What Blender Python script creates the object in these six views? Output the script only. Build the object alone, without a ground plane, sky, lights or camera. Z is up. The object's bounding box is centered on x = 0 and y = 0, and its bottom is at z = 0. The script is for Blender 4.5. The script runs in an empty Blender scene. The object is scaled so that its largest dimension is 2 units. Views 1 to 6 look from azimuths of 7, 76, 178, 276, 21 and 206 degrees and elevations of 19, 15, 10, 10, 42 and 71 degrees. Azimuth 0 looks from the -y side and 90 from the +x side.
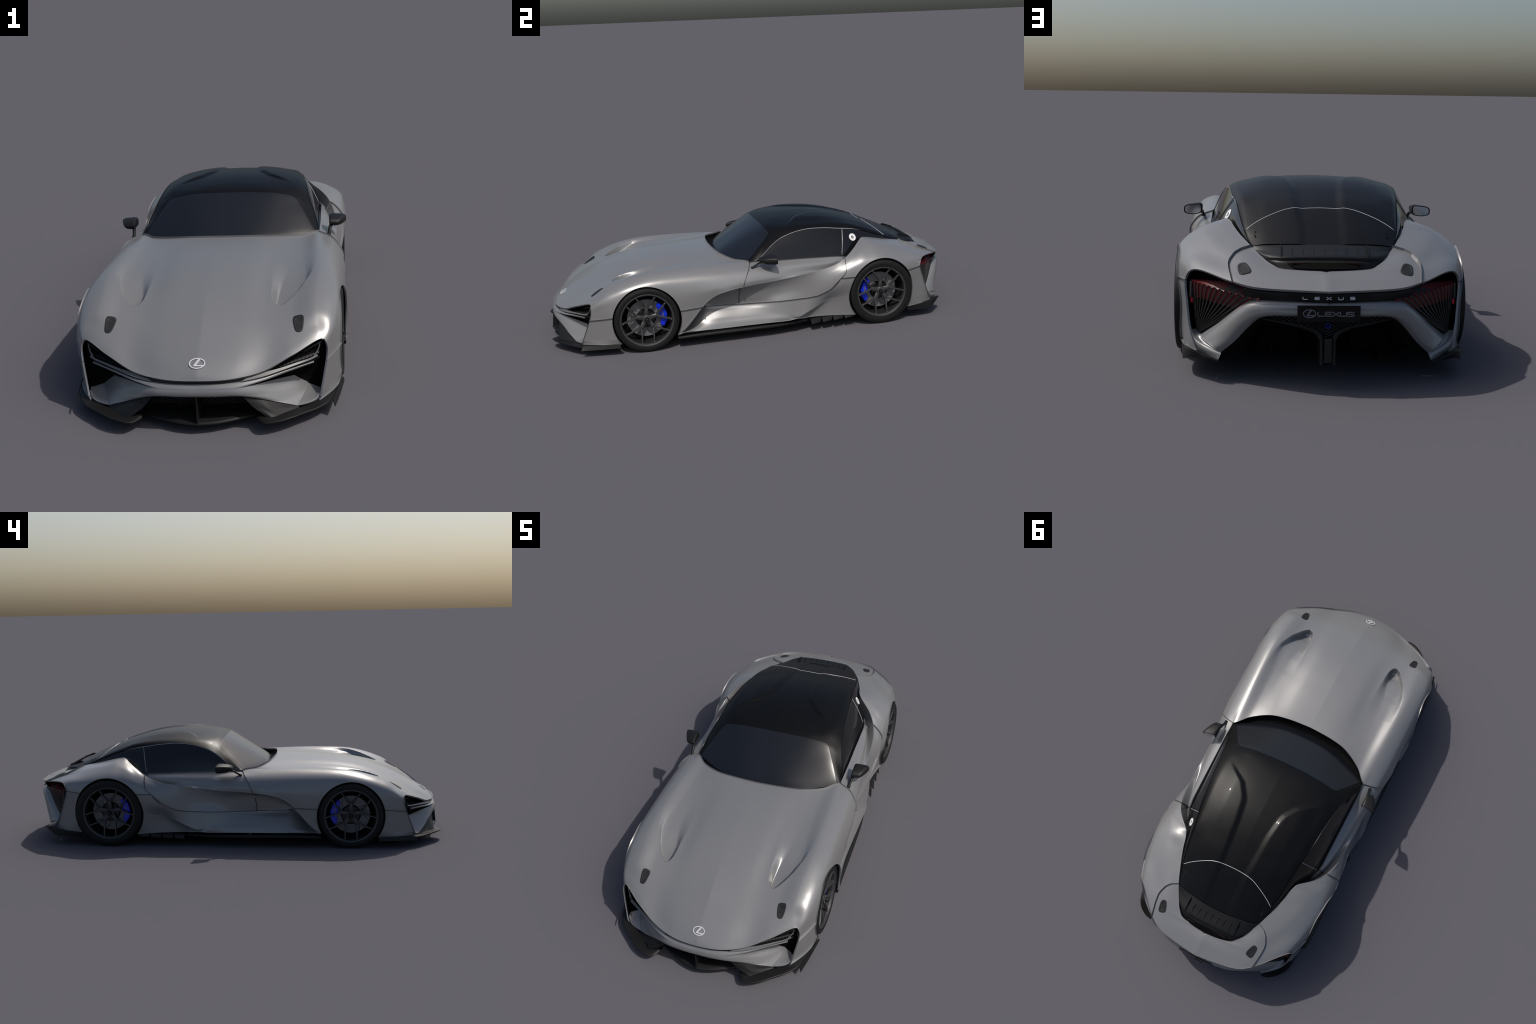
import bpy, bmesh, math, random
import numpy as np
from mathutils import Vector, Matrix

random.seed(7)
np.random.seed(7)

# ------------------------------------------------------------------ materials
def new_mat(name):
    m = bpy.data.materials.new(name)
    m.use_nodes = True
    nt = m.node_tree
    return m, nt, nt.nodes["Principled BSDF"]

def principled(name, col, rough=0.5, metal=0.0, coat=0.0, coat_rough=0.05, spec=0.5,
               grain=0.0, grain_scale=400.0, rough_var=0.0, bump=0.0):
    m, nt, b = new_mat(name)
    b.inputs["Base Color"].default_value = (*col, 1)
    b.inputs["Roughness"].default_value = rough
    b.inputs["Metallic"].default_value = metal
    b.inputs["Coat Weight"].default_value = coat
    b.inputs["Coat Roughness"].default_value = coat_rough
    b.inputs["Specular IOR Level"].default_value = spec
    if grain > 0 or rough_var > 0 or bump > 0:
        tc = nt.nodes.new("ShaderNodeTexCoord")
        nz = nt.nodes.new("ShaderNodeTexNoise")
        nz.inputs["Scale"].default_value = grain_scale
        nz.inputs["Detail"].default_value = 3
        nt.links.new(tc.outputs["Object"], nz.inputs["Vector"])
        if grain > 0:
            rp = nt.nodes.new("ShaderNodeValToRGB")
            rp.color_ramp.elements[0].color = (*[c * (1 - grain) for c in col], 1)
            rp.color_ramp.elements[1].color = (*[min(1, c * (1 + grain)) for c in col], 1)
            rp.color_ramp.elements[0].position = 0.3
            rp.color_ramp.elements[1].position = 0.7
            nt.links.new(nz.outputs["Fac"], rp.inputs["Fac"])
            nt.links.new(rp.outputs["Color"], b.inputs["Base Color"])
        if rough_var > 0:
            mr = nt.nodes.new("ShaderNodeMapRange")
            mr.inputs["To Min"].default_value = rough - rough_var
            mr.inputs["To Max"].default_value = rough + rough_var
            nt.links.new(nz.outputs["Fac"], mr.inputs["Value"])
            nt.links.new(mr.outputs["Result"], b.inputs["Roughness"])
        if bump > 0:
            bp = nt.nodes.new("ShaderNodeBump")
            bp.inputs["Strength"].default_value = bump
            bp.inputs["Distance"].default_value = 0.001
            nt.links.new(nz.outputs["Fac"], bp.inputs["Height"])
            nt.links.new(bp.outputs["Normal"], b.inputs["Normal"])
    return m

M = {}
M["paint"] = principled("silver_paint", (0.215, 0.215, 0.217), 0.33, 0.3, 0.2, 0.12, grain=0.03, grain_scale=900)
M["roof"] = principled("gloss_black_roof", (0.0032, 0.0032, 0.0034), 0.40, 0.0, 0.07, 0.03, spec=0.16)
M["glass"] = principled("dark_glass", (0.007, 0.008, 0.011), 0.25, 0.0, 0.0)
M["sideglass"] = principled("dark_side_glass", (0.006, 0.006, 0.0065), 0.12, 0.0, 0.0)
M["black"] = principled("satin_black_plastic", (0.0085, 0.0085, 0.0088), 0.48, spec=0.25, grain=0.1, grain_scale=600)
M["trimgrey"] = principled("dark_grey_trim", (0.012, 0.012, 0.0125), 0.45, spec=0.3)
M["void"] = principled("black_lining", (0.0025, 0.0025, 0.0025), 0.8, spec=0.1)
M["rubber"] = principled("tyre_rubber", (0.0055, 0.0055, 0.0055), 0.6, spec=0.3, grain=0.15, grain_scale=300)
M["rim"] = principled("dark_alloy", (0.05, 0.05, 0.052), 0.38, 0.3, rough_var=0.05, grain_scale=200)
M["disc"] = principled("brake_steel", (0.16, 0.16, 0.163), 0.45, 0.2, grain=0.15, grain_scale=120)
M["caliper"] = principled("blue_caliper_paint", (0.0, 0.02, 0.55), 0.35, coat=0.3)
M["white"] = principled("white_enamel", (0.8, 0.8, 0.8), 0.4)
M["chrome"] = principled("bright_trim", (0.55, 0.55, 0.55), 0.3, 0.2)
M["emblem"] = principled("emblem_silver", (0.62, 0.62, 0.63), 0.35, 0.2)
M["letter"] = principled("letter_grey", (0.16, 0.16, 0.175), 0.4, 0.2)
M["red"] = principled("red_lamp_lens", (0.10, 0.004, 0.006), 0.4, spec=0.3)
M["reflector"] = principled("red_reflector", (0.5, 0.002, 0.02), 0.3)
M["slat"] = principled("lamp_slat", (0.016, 0.0165, 0.0165), 0.45, spec=0.35)
M["plug"] = principled("cap_grey", (0.013, 0.0135, 0.014), 0.6, spec=0.3)
M["mirrorglass"] = principled("mirror_glass", (0.75, 0.78, 0.82), 0.12, 1.0)
M["bluering"] = principled("blue_ring", (0.0, 0.01, 0.42), 0.35)
M["blade"] = principled("lamp_blade_grey", (0.11, 0.11, 0.112), 0.42, 0.1)
M["spoiler"] = principled("satin_black_deck", (0.006, 0.006, 0.0063), 0.45, spec=0.25)
M["meshgrey"] = principled("grille_mesh_grey", (0.03, 0.03, 0.031), 0.4)
M["barrel"] = principled("dark_rim_barrel", (0.02, 0.02, 0.021), 0.35, 0.2)  # rim alloy darkened: shadow inside the wheel is put into the colour
M["plate"] = principled("gloss_black_plate", (0.003, 0.003, 0.0035), 0.35, spec=0.25)
M["lensrib"] = principled("lens_rib", (0.012, 0.012, 0.0125), 0.5, spec=0.2)
M["dimred"] = principled("dim_red_lens", (0.02, 0.001, 0.001), 0.5, spec=0.2)
M["lampdark"] = principled("lamp_interior", (0.009, 0.009, 0.010), 0.25)

# ------------------------------------------------------------------ scene tree
ROOT = bpy.data.objects.new("sports_car", None)
bpy.context.scene.collection.objects.link(ROOT)
ROOT["label"] = "low silver sports coupe with black roof and dark wheels"
ROOT["category"] = "sports car"

def add_obj(name, V, F, mat, parent=None, normals=None, smooth=True, sharp_angle=None, matidx=None):
    me = bpy.data.meshes.new(name)
    V = np.asarray(V, float)
    me.from_pydata([tuple(v) for v in V], [], [tuple(int(i) for i in f) for f in F])
    mats = mat if isinstance(mat, (list, tuple)) else [mat]
    for m in mats:
        me.materials.append(M[m])
    me.update()
    if matidx is not None:
        me.polygons.foreach_set("material_index", np.asarray(matidx, dtype=np.int32))
    if normals is None and sharp_angle is not None:
        bm = bmesh.new(); bm.from_mesh(me)
        bmesh.ops.remove_doubles(bm, verts=bm.verts, dist=1e-6)
        bmesh.ops.recalc_face_normals(bm, faces=bm.faces)
        bm.to_mesh(me); bm.free()
        me.polygons.foreach_set("use_smooth", [True] * len(me.polygons))
        me.set_sharp_from_angle(angle=math.radians(sharp_angle))
    else:
        me.polygons.foreach_set("use_smooth", [smooth] * len(me.polygons))
        if normals is not None:
            me.normals_split_custom_set_from_vertices([tuple(n) for n in normals])
    ob = bpy.data.objects.new(name, me)
    bpy.context.scene.collection.objects.link(ob)
    ob.parent = parent or ROOT
    return ob

def mirror_V(V):
    V = np.array(V, float); V[:, 0] *= -1
    return V

def add_pair(name, V, F, mat, parent=None, normals=None, **kw):
    a = add_obj(name, V, F, mat, parent, normals, **kw)
    b = add_obj(name, mirror_V(V), [f[::-1] for f in F], mat, parent,
                None if normals is None else mirror_V(normals), **kw)
    return a, b

# ------------------------------------------------------------------ splines and lofts
def hermite(t, P, q):
    """Smooth curve through P (n,d) at knots t, sampled at q."""
    t = np.asarray(t, float); P = np.asarray(P, float); q = np.asarray(q, float)
    if P.ndim == 1: P = P[:, None]
    n = len(t)
    if n == 2:
        w = ((q - t[0]) / (t[1] - t[0]))[:, None]
        return P[0] * (1 - w) + P[1] * w
    h = np.diff(t); d = np.diff(P, axis=0) / h[:, None]
    m = np.zeros_like(P)
    m[1:-1] = (d[:-1] * h[1:, None] + d[1:] * h[:-1, None]) / (h[:-1] + h[1:])[:, None]
    m[0] = 1.5 * d[0] - 0.5 * m[1]; m[-1] = 1.5 * d[-1] - 0.5 * m[-2]
    i = np.clip(np.searchsorted(t, q, side="right") - 1, 0, n - 2)
    u = ((q - t[i]) / h[i])[:, None]; hh = h[i][:, None]
    u2 = u * u; u3 = u2 * u
    return ((2*u3 - 3*u2 + 1) * P[i] + (u3 - 2*u2 + u) * hh * m[i]
            + (-2*u3 + 3*u2) * P[i+1] + (u3 - u2) * hh * m[i+1])

def curve_pts(ctrl, n, smooth=True):
    """Resample a control polyline/spline to n points by arc length."""
    c = np.asarray(ctrl, float)
    ch = np.r_[0, np.cumsum(np.linalg.norm(np.diff(c, axis=0), axis=1) + 1e-9)]
    if smooth and len(c) > 2:
        tt = np.r_[0, np.cumsum(np.sqrt(np.linalg.norm(np.diff(c, axis=0), axis=1) + 1e-9))]
        f = hermite(tt, c, np.linspace(0, tt[-1], max(200, n * 4)))
    else:
        q = np.linspace(0, ch[-1], max(400, n * 4)); f = np.stack([np.interp(q, ch, c[:, k]) for k in range(c.shape[1])], 1)
    a = np.r_[0, np.cumsum(np.linalg.norm(np.diff(f, axis=0), axis=1))]
    q = np.linspace(0, a[-1], n)
    return np.stack([np.interp(q, a, f[:, k]) for k in range(f.shape[1])], 1)

def grid_faces(nr, nc, flip=False):
    F = []
    for i in range(nr - 1):
        for j in range(nc - 1):
            a = i * nc + j
            f = (a, a + 1, a + nc + 1, a + nc)
            F.append(f[::-1] if flip else f)
    return F

def loft(curves, nu, nv, smooth_u=True, smooth_v=True):
    """Surface through several curves; nu samples along each, nv across."""
    C = np.stack([curve_pts(c, nu, smooth_u) for c in curves], 0)       # (k,nu,3)
    k = len(curves)
    out = np.zeros((nv, nu, 3))
    mid = C.mean(axis=1)
    t = np.r_[0, np.cumsum(np.linalg.norm(np.diff(C, axis=0), axis=2).mean(axis=1) + 1e-9)]
    q = np.linspace(0, t[-1], nv)
    if smooth_v and k > 2:
        out = hermite(t, C.reshape(k, -1), q).reshape(nv, nu, 3)
    else:
        flat = C.reshape(k, -1)
        out = np.stack([np.interp(q, t, flat[:, c]) for c in range(flat.shape[1])], 1).reshape(nv, nu, 3)
    return out

def grid_normals(G):
    du = np.gradient(G, axis=0); dv = np.gradient(G, axis=1)
    n = np.cross(du, dv); l = np.linalg.norm(n, axis=2, keepdims=True)
    return n / np.maximum(l, 1e-12)

def patch(name, curves, nu, nv, mat, pair=True, flip=False, smooth_u=True, smooth_v=True, parent=None,
          thick=0.0, sharp=40):
    G = loft(curves, nu, nv, smooth_u, smooth_v)
    V = G.reshape(-1, 3); F = grid_faces(nv, nu, flip)
    if thick:
        V, F = thicken(V, F, thick, G, flip)
        return (add_pair if pair else add_obj)(name, V, F, mat, parent, sharp_angle=sharp)
    if pair:
        return add_pair(name, V, F, mat, parent)
    return add_obj(name, V, F, mat, parent)

def thicken(V, F, th, G, flip=False):
    N = grid_normals(G).reshape(-1, 3) * (-1 if flip else 1)
    n = len(V); nv, nu = G.shape[:2]
    V2 = np.vstack([V, V - N * th])
    F2 = list(F) + [tuple(i + n for i in f[::-1]) for f in F]
    ring = [j for j in range(nu)] + [i * nu + nu - 1 for i in range(1, nv)] + \
           [(nv - 1) * nu + j for j in range(nu - 2, -1, -1)] + [i * nu for i in range(nv - 2, 0, -1)]
    for a, b in zip(ring, ring[1:] + ring[:1]):
        F2.append((a, b, b + n, a + n))
    return V2, F2

# ------------------------------------------------------------------ trimming
def clip(V, N, F, fn, off=0.0):
    """Keep the part of a mesh where fn(V) > off, cutting faces along the border."""
    val = fn(V) - off
    V = [tuple(v) for v in V]; N = [tuple(v) for v in N]
    cache = {}; out = []
    used = {}
    NV, NN = [], []
    def vid(i):
        if i not in used:
            used[i] = len(NV); NV.append(V[i]); NN.append(N[i])
        return used[i]
    def cut(a, b):
        k = (a, b) if a < b else (b, a)
        if k not in cache:
            a, b = k
            w = val[a] / (val[a] - val[b])
            p = np.array(V[a]) * (1 - w) + np.array(V[b]) * w
            nn = np.array(N[a]) * (1 - w) + np.array(N[b]) * w
            cache[k] = len(NV); NV.append(tuple(p)); NN.append(tuple(nn / max(1e-9, np.linalg.norm(nn))))
        return cache[k]
    for f in F:
        s = [val[i] > 0 for i in f]
        if all(s):
            out.append(tuple(vid(i) for i in f)); continue
        if not any(s): continue
        poly = []
        for k in range(len(f)):
            a, b = f[k], f[(k + 1) % len(f)]
            if s[k]: poly.append(vid(a))
            if s[k] != s[(k + 1) % len(f)]: poly.append(cut(a, b))
        poly2 = [p for i, p in enumerate(poly) if p != poly[i - 1]]
        if len(poly2) >= 3: out.append(tuple(poly2))
    return np.array(NV).reshape(-1, 3), np.array(NN).reshape(-1, 3), out

def border_rim(V, N, F, depth, skip=None):
    """Add a turned-in edge along every open border so that a panel shows thickness."""
    cnt = {}
    for f in F:
        for a, b in zip(f, f[1:] + f[:1]):
            cnt[(a, b)] = cnt.get((a, b), 0) + 1
    V = list(map(tuple, V)); N = list(map(tuple, N)); F = list(F)
    Va = np.array(V); Na = np.array(N)
    up = {}
    for (a, b) in [e for e in cnt if (e[1], e[0]) not in cnt]:
        pa, pb = Va[a], Va[b]
        if skip is not None and all(np.abs(skip - np.array((abs(p[0]), p[1], p[2]))).sum(axis=1).min() < 2e-3 for p in (pa, pb)): continue
        if abs(pa[0]) < 1e-5 and abs(pb[0]) < 1e-5: continue
        ia, ib = pa - Na[a] * depth, pb - Na[b] * depth
        n = np.cross(pb - pa, ia - pa); l = np.linalg.norm(n)
        if l < 1e-12: continue
        n = -n / l
        k = len(V)
        V += [tuple(pa), tuple(pb), tuple(ib), tuple(ia)]
        N += [tuple(n)] * 4
        F.append((k + 1, k, k + 3, k + 2))
    return np.array(V), np.array(N), F

def panel(name, V, N, F, mat="paint", rim=0.006, pair=True, skip=None):
    if len(F) == 0: return None
    V, N, F = border_rim(V, N, F, rim, skip)
    if pair: return add_pair(name, V, F, mat, normals=N)
    return add_obj(name, V, F, mat, normals=N)

def interp(xs, ys):
    xs = np.array(xs, float); ys = np.array(ys, float)
    return lambda q: np.interp(q, xs, ys)

def sstep(a, b, x):
    t = np.clip((x - a) / (b - a), 0, 1)
    return t * t * (3 - 2 * t)

# ------------------------------------------------------------------ generic solids
def merge(parts):
    V, F = [], []
    for v, f in parts:
        o = len(V); V += [tuple(p) for p in v]; F += [tuple(i + o for i in q) for q in f]
    return V, F

def box(c, s, rot=None):
    c = np.array(c, float); s = np.array(s, float) / 2
    P = np.array([[x, y, z] for x in (-1, 1) for y in (-1, 1) for z in (-1, 1)], float) * s
    if rot is not None: P = P @ np.array(rot).T
    F = [(0, 1, 3, 2), (4, 6, 7, 5), (0, 4, 5, 1), (2, 3, 7, 6), (0, 2, 6, 4), (1, 5, 7, 3)]
    return P + c, F

def tube(path, r, n=8, closed=False, ellipse=None):
    """Round bar along a path; r may be a number or a list per point."""
    P = np.asarray(path, float); m = len(P)
    r = np.full(m, r) if np.isscalar(r) else np.asarray(r, float)
    T = np.gradient(P, axis=0) if not closed else (np.roll(P, -1, 0) - np.roll(P, 1, 0))
    T /= np.maximum(np.linalg.norm(T, axis=1, keepdims=True), 1e-12)
    ref = np.array([0, 0, 1.0]) if abs(T[:, 2]).mean() < 0.8 else np.array([0, 1.0, 0])
    V = []
    for i in range(m):
        a = np.cross(T[i], ref); a /= max(1e-9, np.linalg.norm(a)); b = np.cross(a, T[i])
        ea, eb = (1, 1) if ellipse is None else ellipse
        for k in range(n):
            th = 2 * math.pi * k / n
            V.append(P[i] + r[i] * (ea * math.cos(th) * a + eb * math.sin(th) * b))
    F = []
    for i in range(m if closed else m - 1):
        for k in range(n):
            i2 = (i + 1) % m
            F.append((i * n + k, i * n + (k + 1) % n, i2 * n + (k + 1) % n, i2 * n + k))
    if not closed:
        F.append(tuple(range(n))[::-1]); F.append(tuple((m - 1) * n + k for k in range(n)))
    return np.array(V), F

def lathe(profile, n=96, axis="x"):
    """Revolve a closed (offset, radius) profile around the x axis."""
    pr = np.asarray(profile, float); m = len(pr)
    V = []
    for i in range(n):
        a = 2 * math.pi * i / n
        for o, r in pr: V.append((o, r * math.cos(a), r * math.sin(a)))
    F = []
    for i in range(n):
        i2 = (i + 1) % n
        for k in range(m):
            k2 = (k + 1) % m
            F.append((i * m + k, i2 * m + k, i2 * m + k2, i * m + k2))
    return np.array(V), F

def prism(outline, frame, h):
    """Extrude a 2D outline placed by frame (origin, u, v) along w = u x v by h."""
    o, u, v = (np.array(a, float) for a in frame)
    w = np.cross(u, v); w /= np.linalg.norm(w)
    P = np.array([o + a * u + b * v for a, b in outline]); n = len(P)
    V = np.vstack([P, P + w * h])
    F = [tuple(range(n))[::-1], tuple(range(n, 2 * n))]
    F += [(i, (i + 1) % n, (i + 1) % n + n, i + n) for i in range(n)]
    return V, F

def strokes(lines, width, frame, h):
    """Flat lettering: each polyline in 2D becomes a raised bar of given width."""
    parts = []
    for ln in lines:
        L = np.asarray(ln, float)
        d = np.gradient(L, axis=0); d /= np.maximum(np.linalg.norm(d, axis=1, keepdims=True), 1e-9)
        nrm = np.stack([-d[:, 1], d[:, 0]], 1)
        if len(L) > 2:
            seg = np.diff(L, axis=0); seg /= np.linalg.norm(seg, axis=1, keepdims=True)
            for i in range(1, len(L) - 1):
                c = np.clip(np.dot(seg[i-1], seg[i]), -0.6, 1); nrm[i] /= math.sqrt((1 + c) / 2)
        A = L + nrm * width / 2; B = L - nrm * width / 2
        for i in range(len(L) - 1):
            parts.append(prism([tuple(A[i]), tuple(B[i]), tuple(B[i+1]), tuple(A[i+1])], frame, h))
    return merge(parts)

LETTERS = {  # wide sans capitals on a 1 x 1 cell
    "L": [[(0.06, 1), (0.06, 0.18), (0.2, 0.06), (1, 0.06)]],
    "E": [[(1, 0.94), (0.2, 0.94), (0.06, 0.8), (0.06, 0.2), (0.2, 0.06), (1, 0.06)], [(0.06, 0.5), (0.95, 0.5)]],
    "X": [[(0, 1), (1, 0)], [(0, 0), (1, 1)]],
    "U": [[(0.06, 1), (0.06, 0.2), (0.2, 0.06), (0.8, 0.06), (0.94, 0.2), (0.94, 1)]],
    "S": [[(1, 0.94), (0.2, 0.94), (0.06, 0.82), (0.06, 0.62), (0.18, 0.5), (0.82, 0.5), (0.94, 0.38), (0.94, 0.18), (0.82, 0.06), (0, 0.06)]],
}
def lettering(word, origin, u, v, w, hgt, pitch, stroke, depth):
    parts = []
    total = pitch * (len(word) - 1) + w
    for i, c in enumerate(word):
        o = np.array(origin) + np.array(u) * (i * pitch - total / 2) - np.array(v) * hgt / 2
        ls = [[(a * w, b * hgt) for a, b in ln] for ln in LETTERS[c]]
        parts.append(strokes(ls, stroke, (o, u, v), depth))
    return merge(parts)

def emblem(origin, u, v, w, hgt, depth, k=1.0):
    """Oval ring with a slanted L inside."""
    parts = []
    th = np.linspace(0, 2 * math.pi, 49)
    ring = [(0.5 * w * math.cos(a), 0.5 * hgt * math.sin(a)) for a in th]
    fr = (np.array(origin, float), u, v)
    t = 0.075 * w * k
    parts.append(strokes([ring], t, fr, depth))
    parts.append(strokes([[(0.13*w, 0.46*hgt), (-0.15*w, -0.2*hgt)]], t * 1.7, fr, depth * 1.1))
    parts.append(strokes([[(-0.22*w, -0.24*hgt), (0.42*w, -0.24*hgt)]], t * 1.25, fr, depth * 1.05))
    return merge(parts)
# ================================================================== BODY SHELL
# Feature lines run from nose to tail as (y, x, z); ribs are strung across them.
S_NOSE, S_COWL, S_TAIL = -0.971, -0.062, 0.992

def y_of(s, y_front, y_rear=None, cowl=0.0):
    s = np.asarray(s, float)
    k = np.clip(1 - (s - S_NOSE) / 0.42, 0, 1) ** 2
    y = s + k * (y_front - S_NOSE)
    q = np.clip((s + 0.45) / 0.388, 0, 1) ** 2
    y = y - q * cowl
    if y_rear is not None:
        q2 = np.clip((s - 0.55) / 0.442, 0, 1) ** 2
        y = y - q2 * (S_TAIL - y_rear)
    return y

def yline(nodes, s, y_front, y_rear=None, cowl=0.0):
    n = np.array(sorted(nodes)); y = y_of(s, y_front, y_rear, cowl)
    xz = hermite(n[:, 0], n[:, 1:], np.clip(y, n[0, 0], n[-1, 0]))
    return np.stack([xz[:, 0], y, xz[:, 1]], 1)

CENTRE = [(-.971,0,.166),(-.962,0,.179),(-.95,0,.189),(-.927,0,.2045),(-.86,0,.243),(-.8,0,.277),(-.7,0,.318),(-.6,0,.347),(-.5,0,.364),
    (-.4,0,.371),(-.3,0,.374),(-.196,0,.374)]
INNER = [(-.963,.10,.166),(-.95,.10,.1765),(-.92,.11,.1975),(-.86,.118,.2340),(-.8,.122,.2670),(-.7,.127,.311),(-.6,.128,.341),(-.5,.128,.357),(-.4,.128,.365),
    (-.3,.128,.369),(-.187,.125,.372)]
BULGE = [(-.926,.20,.174),(-.915,.20,.1815),(-.89,.205,.1985),(-.85,.208,.2260),(-.8,.21,.2575),(-.7,.205,.303),(-.6,.20,.330),(-.5,.20,.345),(-.4,.205,.352),
    (-.3,.21,.357),(-.17,.20,.366)]
VALLEY = [(-.875,.29,.206),(-.862,.288,.217),(-.84,.286,.232),(-.8,.283,.257),(-.75,.28,.284),(-.7,.28,.304),(-.65,.285,.322),(-.6,.29,.336),(-.5,.29,.346),
    (-.4,.29,.350),(-.3,.29,.352),(-.2,.288,.353),(-.12,.288,.353)]
CREST = [(-.812,.378,.232),(-.80,.370,.246),(-.775,.362,.267),(-.75,.358,.289),(-.7,.356,.3135),(-.65,.359,.3305),(-.6,.363,.3435),(-.55,.365,.352),(-.5,.366,.3555),
    (-.4,.363,.358),(-.3,.358,.358),(-.2,.353,.355),(-.1,.349,.350),(-.062,.346,.348),(0,.346,.347),(.1,.345,.342),(.2,.343,.339),(.3,.341,.335),
    (.4,.336,.331),(.44,.325,.325),(.48,.298,.315),(.518,.262,.345),(.54,.258,.362)]
SHOULDER = [(-.813,.386,.222),(-.79,.398,.240),(-.75,.409,.266),(-.7,.416,.287),(-.65,.420,.303),(-.6,.422,.313),(-.55,.423,.320),(-.5,.423,.323),
            (-.4,.421,.324),(-.3,.418,.324),(-.2,.412,.324),(-.1,.403,.324),(0,.392,.324),(.1,.385,.321),(.2,.380,.317),
            (.3,.371,.313),(.4,.350,.312),(.44,.332,.308),(.48,.300,.310),(.518,.268,.362),(.54,.262,.372)]
FLANK = [(-.816,.390,.195),(-.78,.408,.205),(-.75,.421,.212),(-.70,.434,.222),(-.65,.440,.235),(-.57,.442,.250),(-.5,.442,.258),(-.42,.443,.262),
         (-.3,.443,.266),(-.25,.443,.270),(-.2,.441,.275),(-.15,.437,.278),(-.1,.432,.281),(0,.419,.285),(.05,.413,.286),(.1,.406,.288),
         (.15,.399,.287),(.2,.392,.285),(.25,.384,.283),(.3,.375,.282),(.35,.363,.284),(.4,.349,.289),(.44,.330,.294),
         (.48,.302,.304),(.518,.276,.380),(.54,.268,.385)]
CREASE = [(-.861,.368,.066),(-.8,.400,.070),(-.72,.433,.075),(-.6,.445,.075),(-.5,.446,.078),(-.43,.446,.079),(-.407,.446,.084),
          (-.39,.446,.098),(-.35,.444,.140),(-.31,.444,.188),(-.28,.444,.214),(-.25,.444,.232),(-.2,.446,.248),(-.15,.440,.255),(-.1,.433,.259),
          (-.05,.426,.262),(0,.420,.264),(.05,.416,.267),(.1,.413,.272),(.15,.410,.277),(.2,.408,.283),(.25,.406,.290),
          (.3,.403,.298),(.35,.397,.311),(.38,.390,.322),(.4,.383,.332),(.42,.374,.343),(.44,.361,.356),(.46,.345,.368),
          (.48,.325,.380),(.5,.304,.391),(.518,.286,.402),(.54,.275,.400),(.6,.259,.387),(.65,.243,.374),(.7,.225,.363),
          (.75,.205,.350),(.8,.178,.332),(.85,.147,.317)]
UNDER = [(-.385,.388,.097),(-.35,.378,.136),(-.31,.376,.183),(-.28,.376,.207),(-.25,.378,.223),(-.2,.383,.238),(-.15,.389,.245),(-.1,.396,.249),(0,.408,.249),
    (.1,.406,.256),(.2,.407,.270),(.25,.408,.278),(.3,.409,.286),(.35,.407,.297),(.4,.397,.321),(.44,.384,.345),(.48,.356,.369),(.518,.335,.385),
    (.55,.321,.390),(.6,.303,.380),(.65,.287,.369),(.7,.270,.357),(.8,.236,.332),(.85,.223,.316),(.89,.212,.300),(.93,.204,.284),(.960,.200,.271)]
MID1 = [(-.385,.370,.092),(-.35,.363,.127),(-.31,.362,.168),(-.28,.363,.187),(-.25,.366,.200),(-.2,.372,.212),(-.15,.379,.218),(-.1,.386,.222),(0,.398,.226),
    (.1,.401,.232),(.2,.407,.246),(.25,.412,.256),(.3,.416,.268),(.35,.418,.281),(.4,.413,.305),(.44,.408,.326),(.48,.394,.352),(.518,.383,.362),
    (.55,.371,.370),(.6,.357,.366),(.65,.342,.357),(.7,.327,.345),(.8,.290,.319),(.85,.276,.306),(.88,.269,.296),(.917,.265,.280)]
MID2 = [(-.385,.367,.088),(-.35,.361,.118),(-.31,.361,.158),(-.28,.363,.174),(-.25,.366,.180),(-.2,.371,.186),(-.15,.377,.189),(-.1,.383,.191),(0,.394,.194),
    (.1,.403,.200),(.2,.409,.212),(.25,.416,.225),(.3,.423,.240),(.35,.428,.256),(.4,.430,.278),(.44,.430,.297),(.48,.430,.314),(.518,.429,.321),
    (.55,.428,.326),(.6,.424,.323),(.65,.414,.317),(.7,.401,.309),(.75,.388,.302),(.785,.379,.292),(.80,.374,.288)]
SEAM = [(-.385,.373,.083),(-.35,.367,.107),(-.322,.366,.138),(-.30,.368,.154),(-.25,.370,.157),(-.2,.373,.157),(-.127,.378,.156),(0,.395,.159),(.05,.409,.162),
    (.1,.414,.164),(.2,.414,.168),(.25,.420,.176),(.3,.426,.190),(.364,.433,.214),(.4,.437,.225),(.44,.441,.236),(.5,.447,.253),(.547,.449,.260),
    (.6,.445,.262),(.668,.431,.262),(.708,.418,.262),(.75,.403,.262),(.785,.391,.260)]
SKIRT = [(-.385,.402,.0770),(-.35,.399,.0860),(-.31,.399,.1020),(-.25,.402,.113),(-.127,.407,.114),(0,.414,.111),(.1,.427,.098),(.149,.429,.078),(.2,.424,.098),
    (.25,.414,.119),(.308,.404,.143),(.36,.412,.150),(.434,.432,.162),(.5,.442,.17),(.57,.445,.172),(.65,.436,.172),(.72,.415,.174),(.785,.392,.185),
    (.806,.386,.19)]
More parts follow.
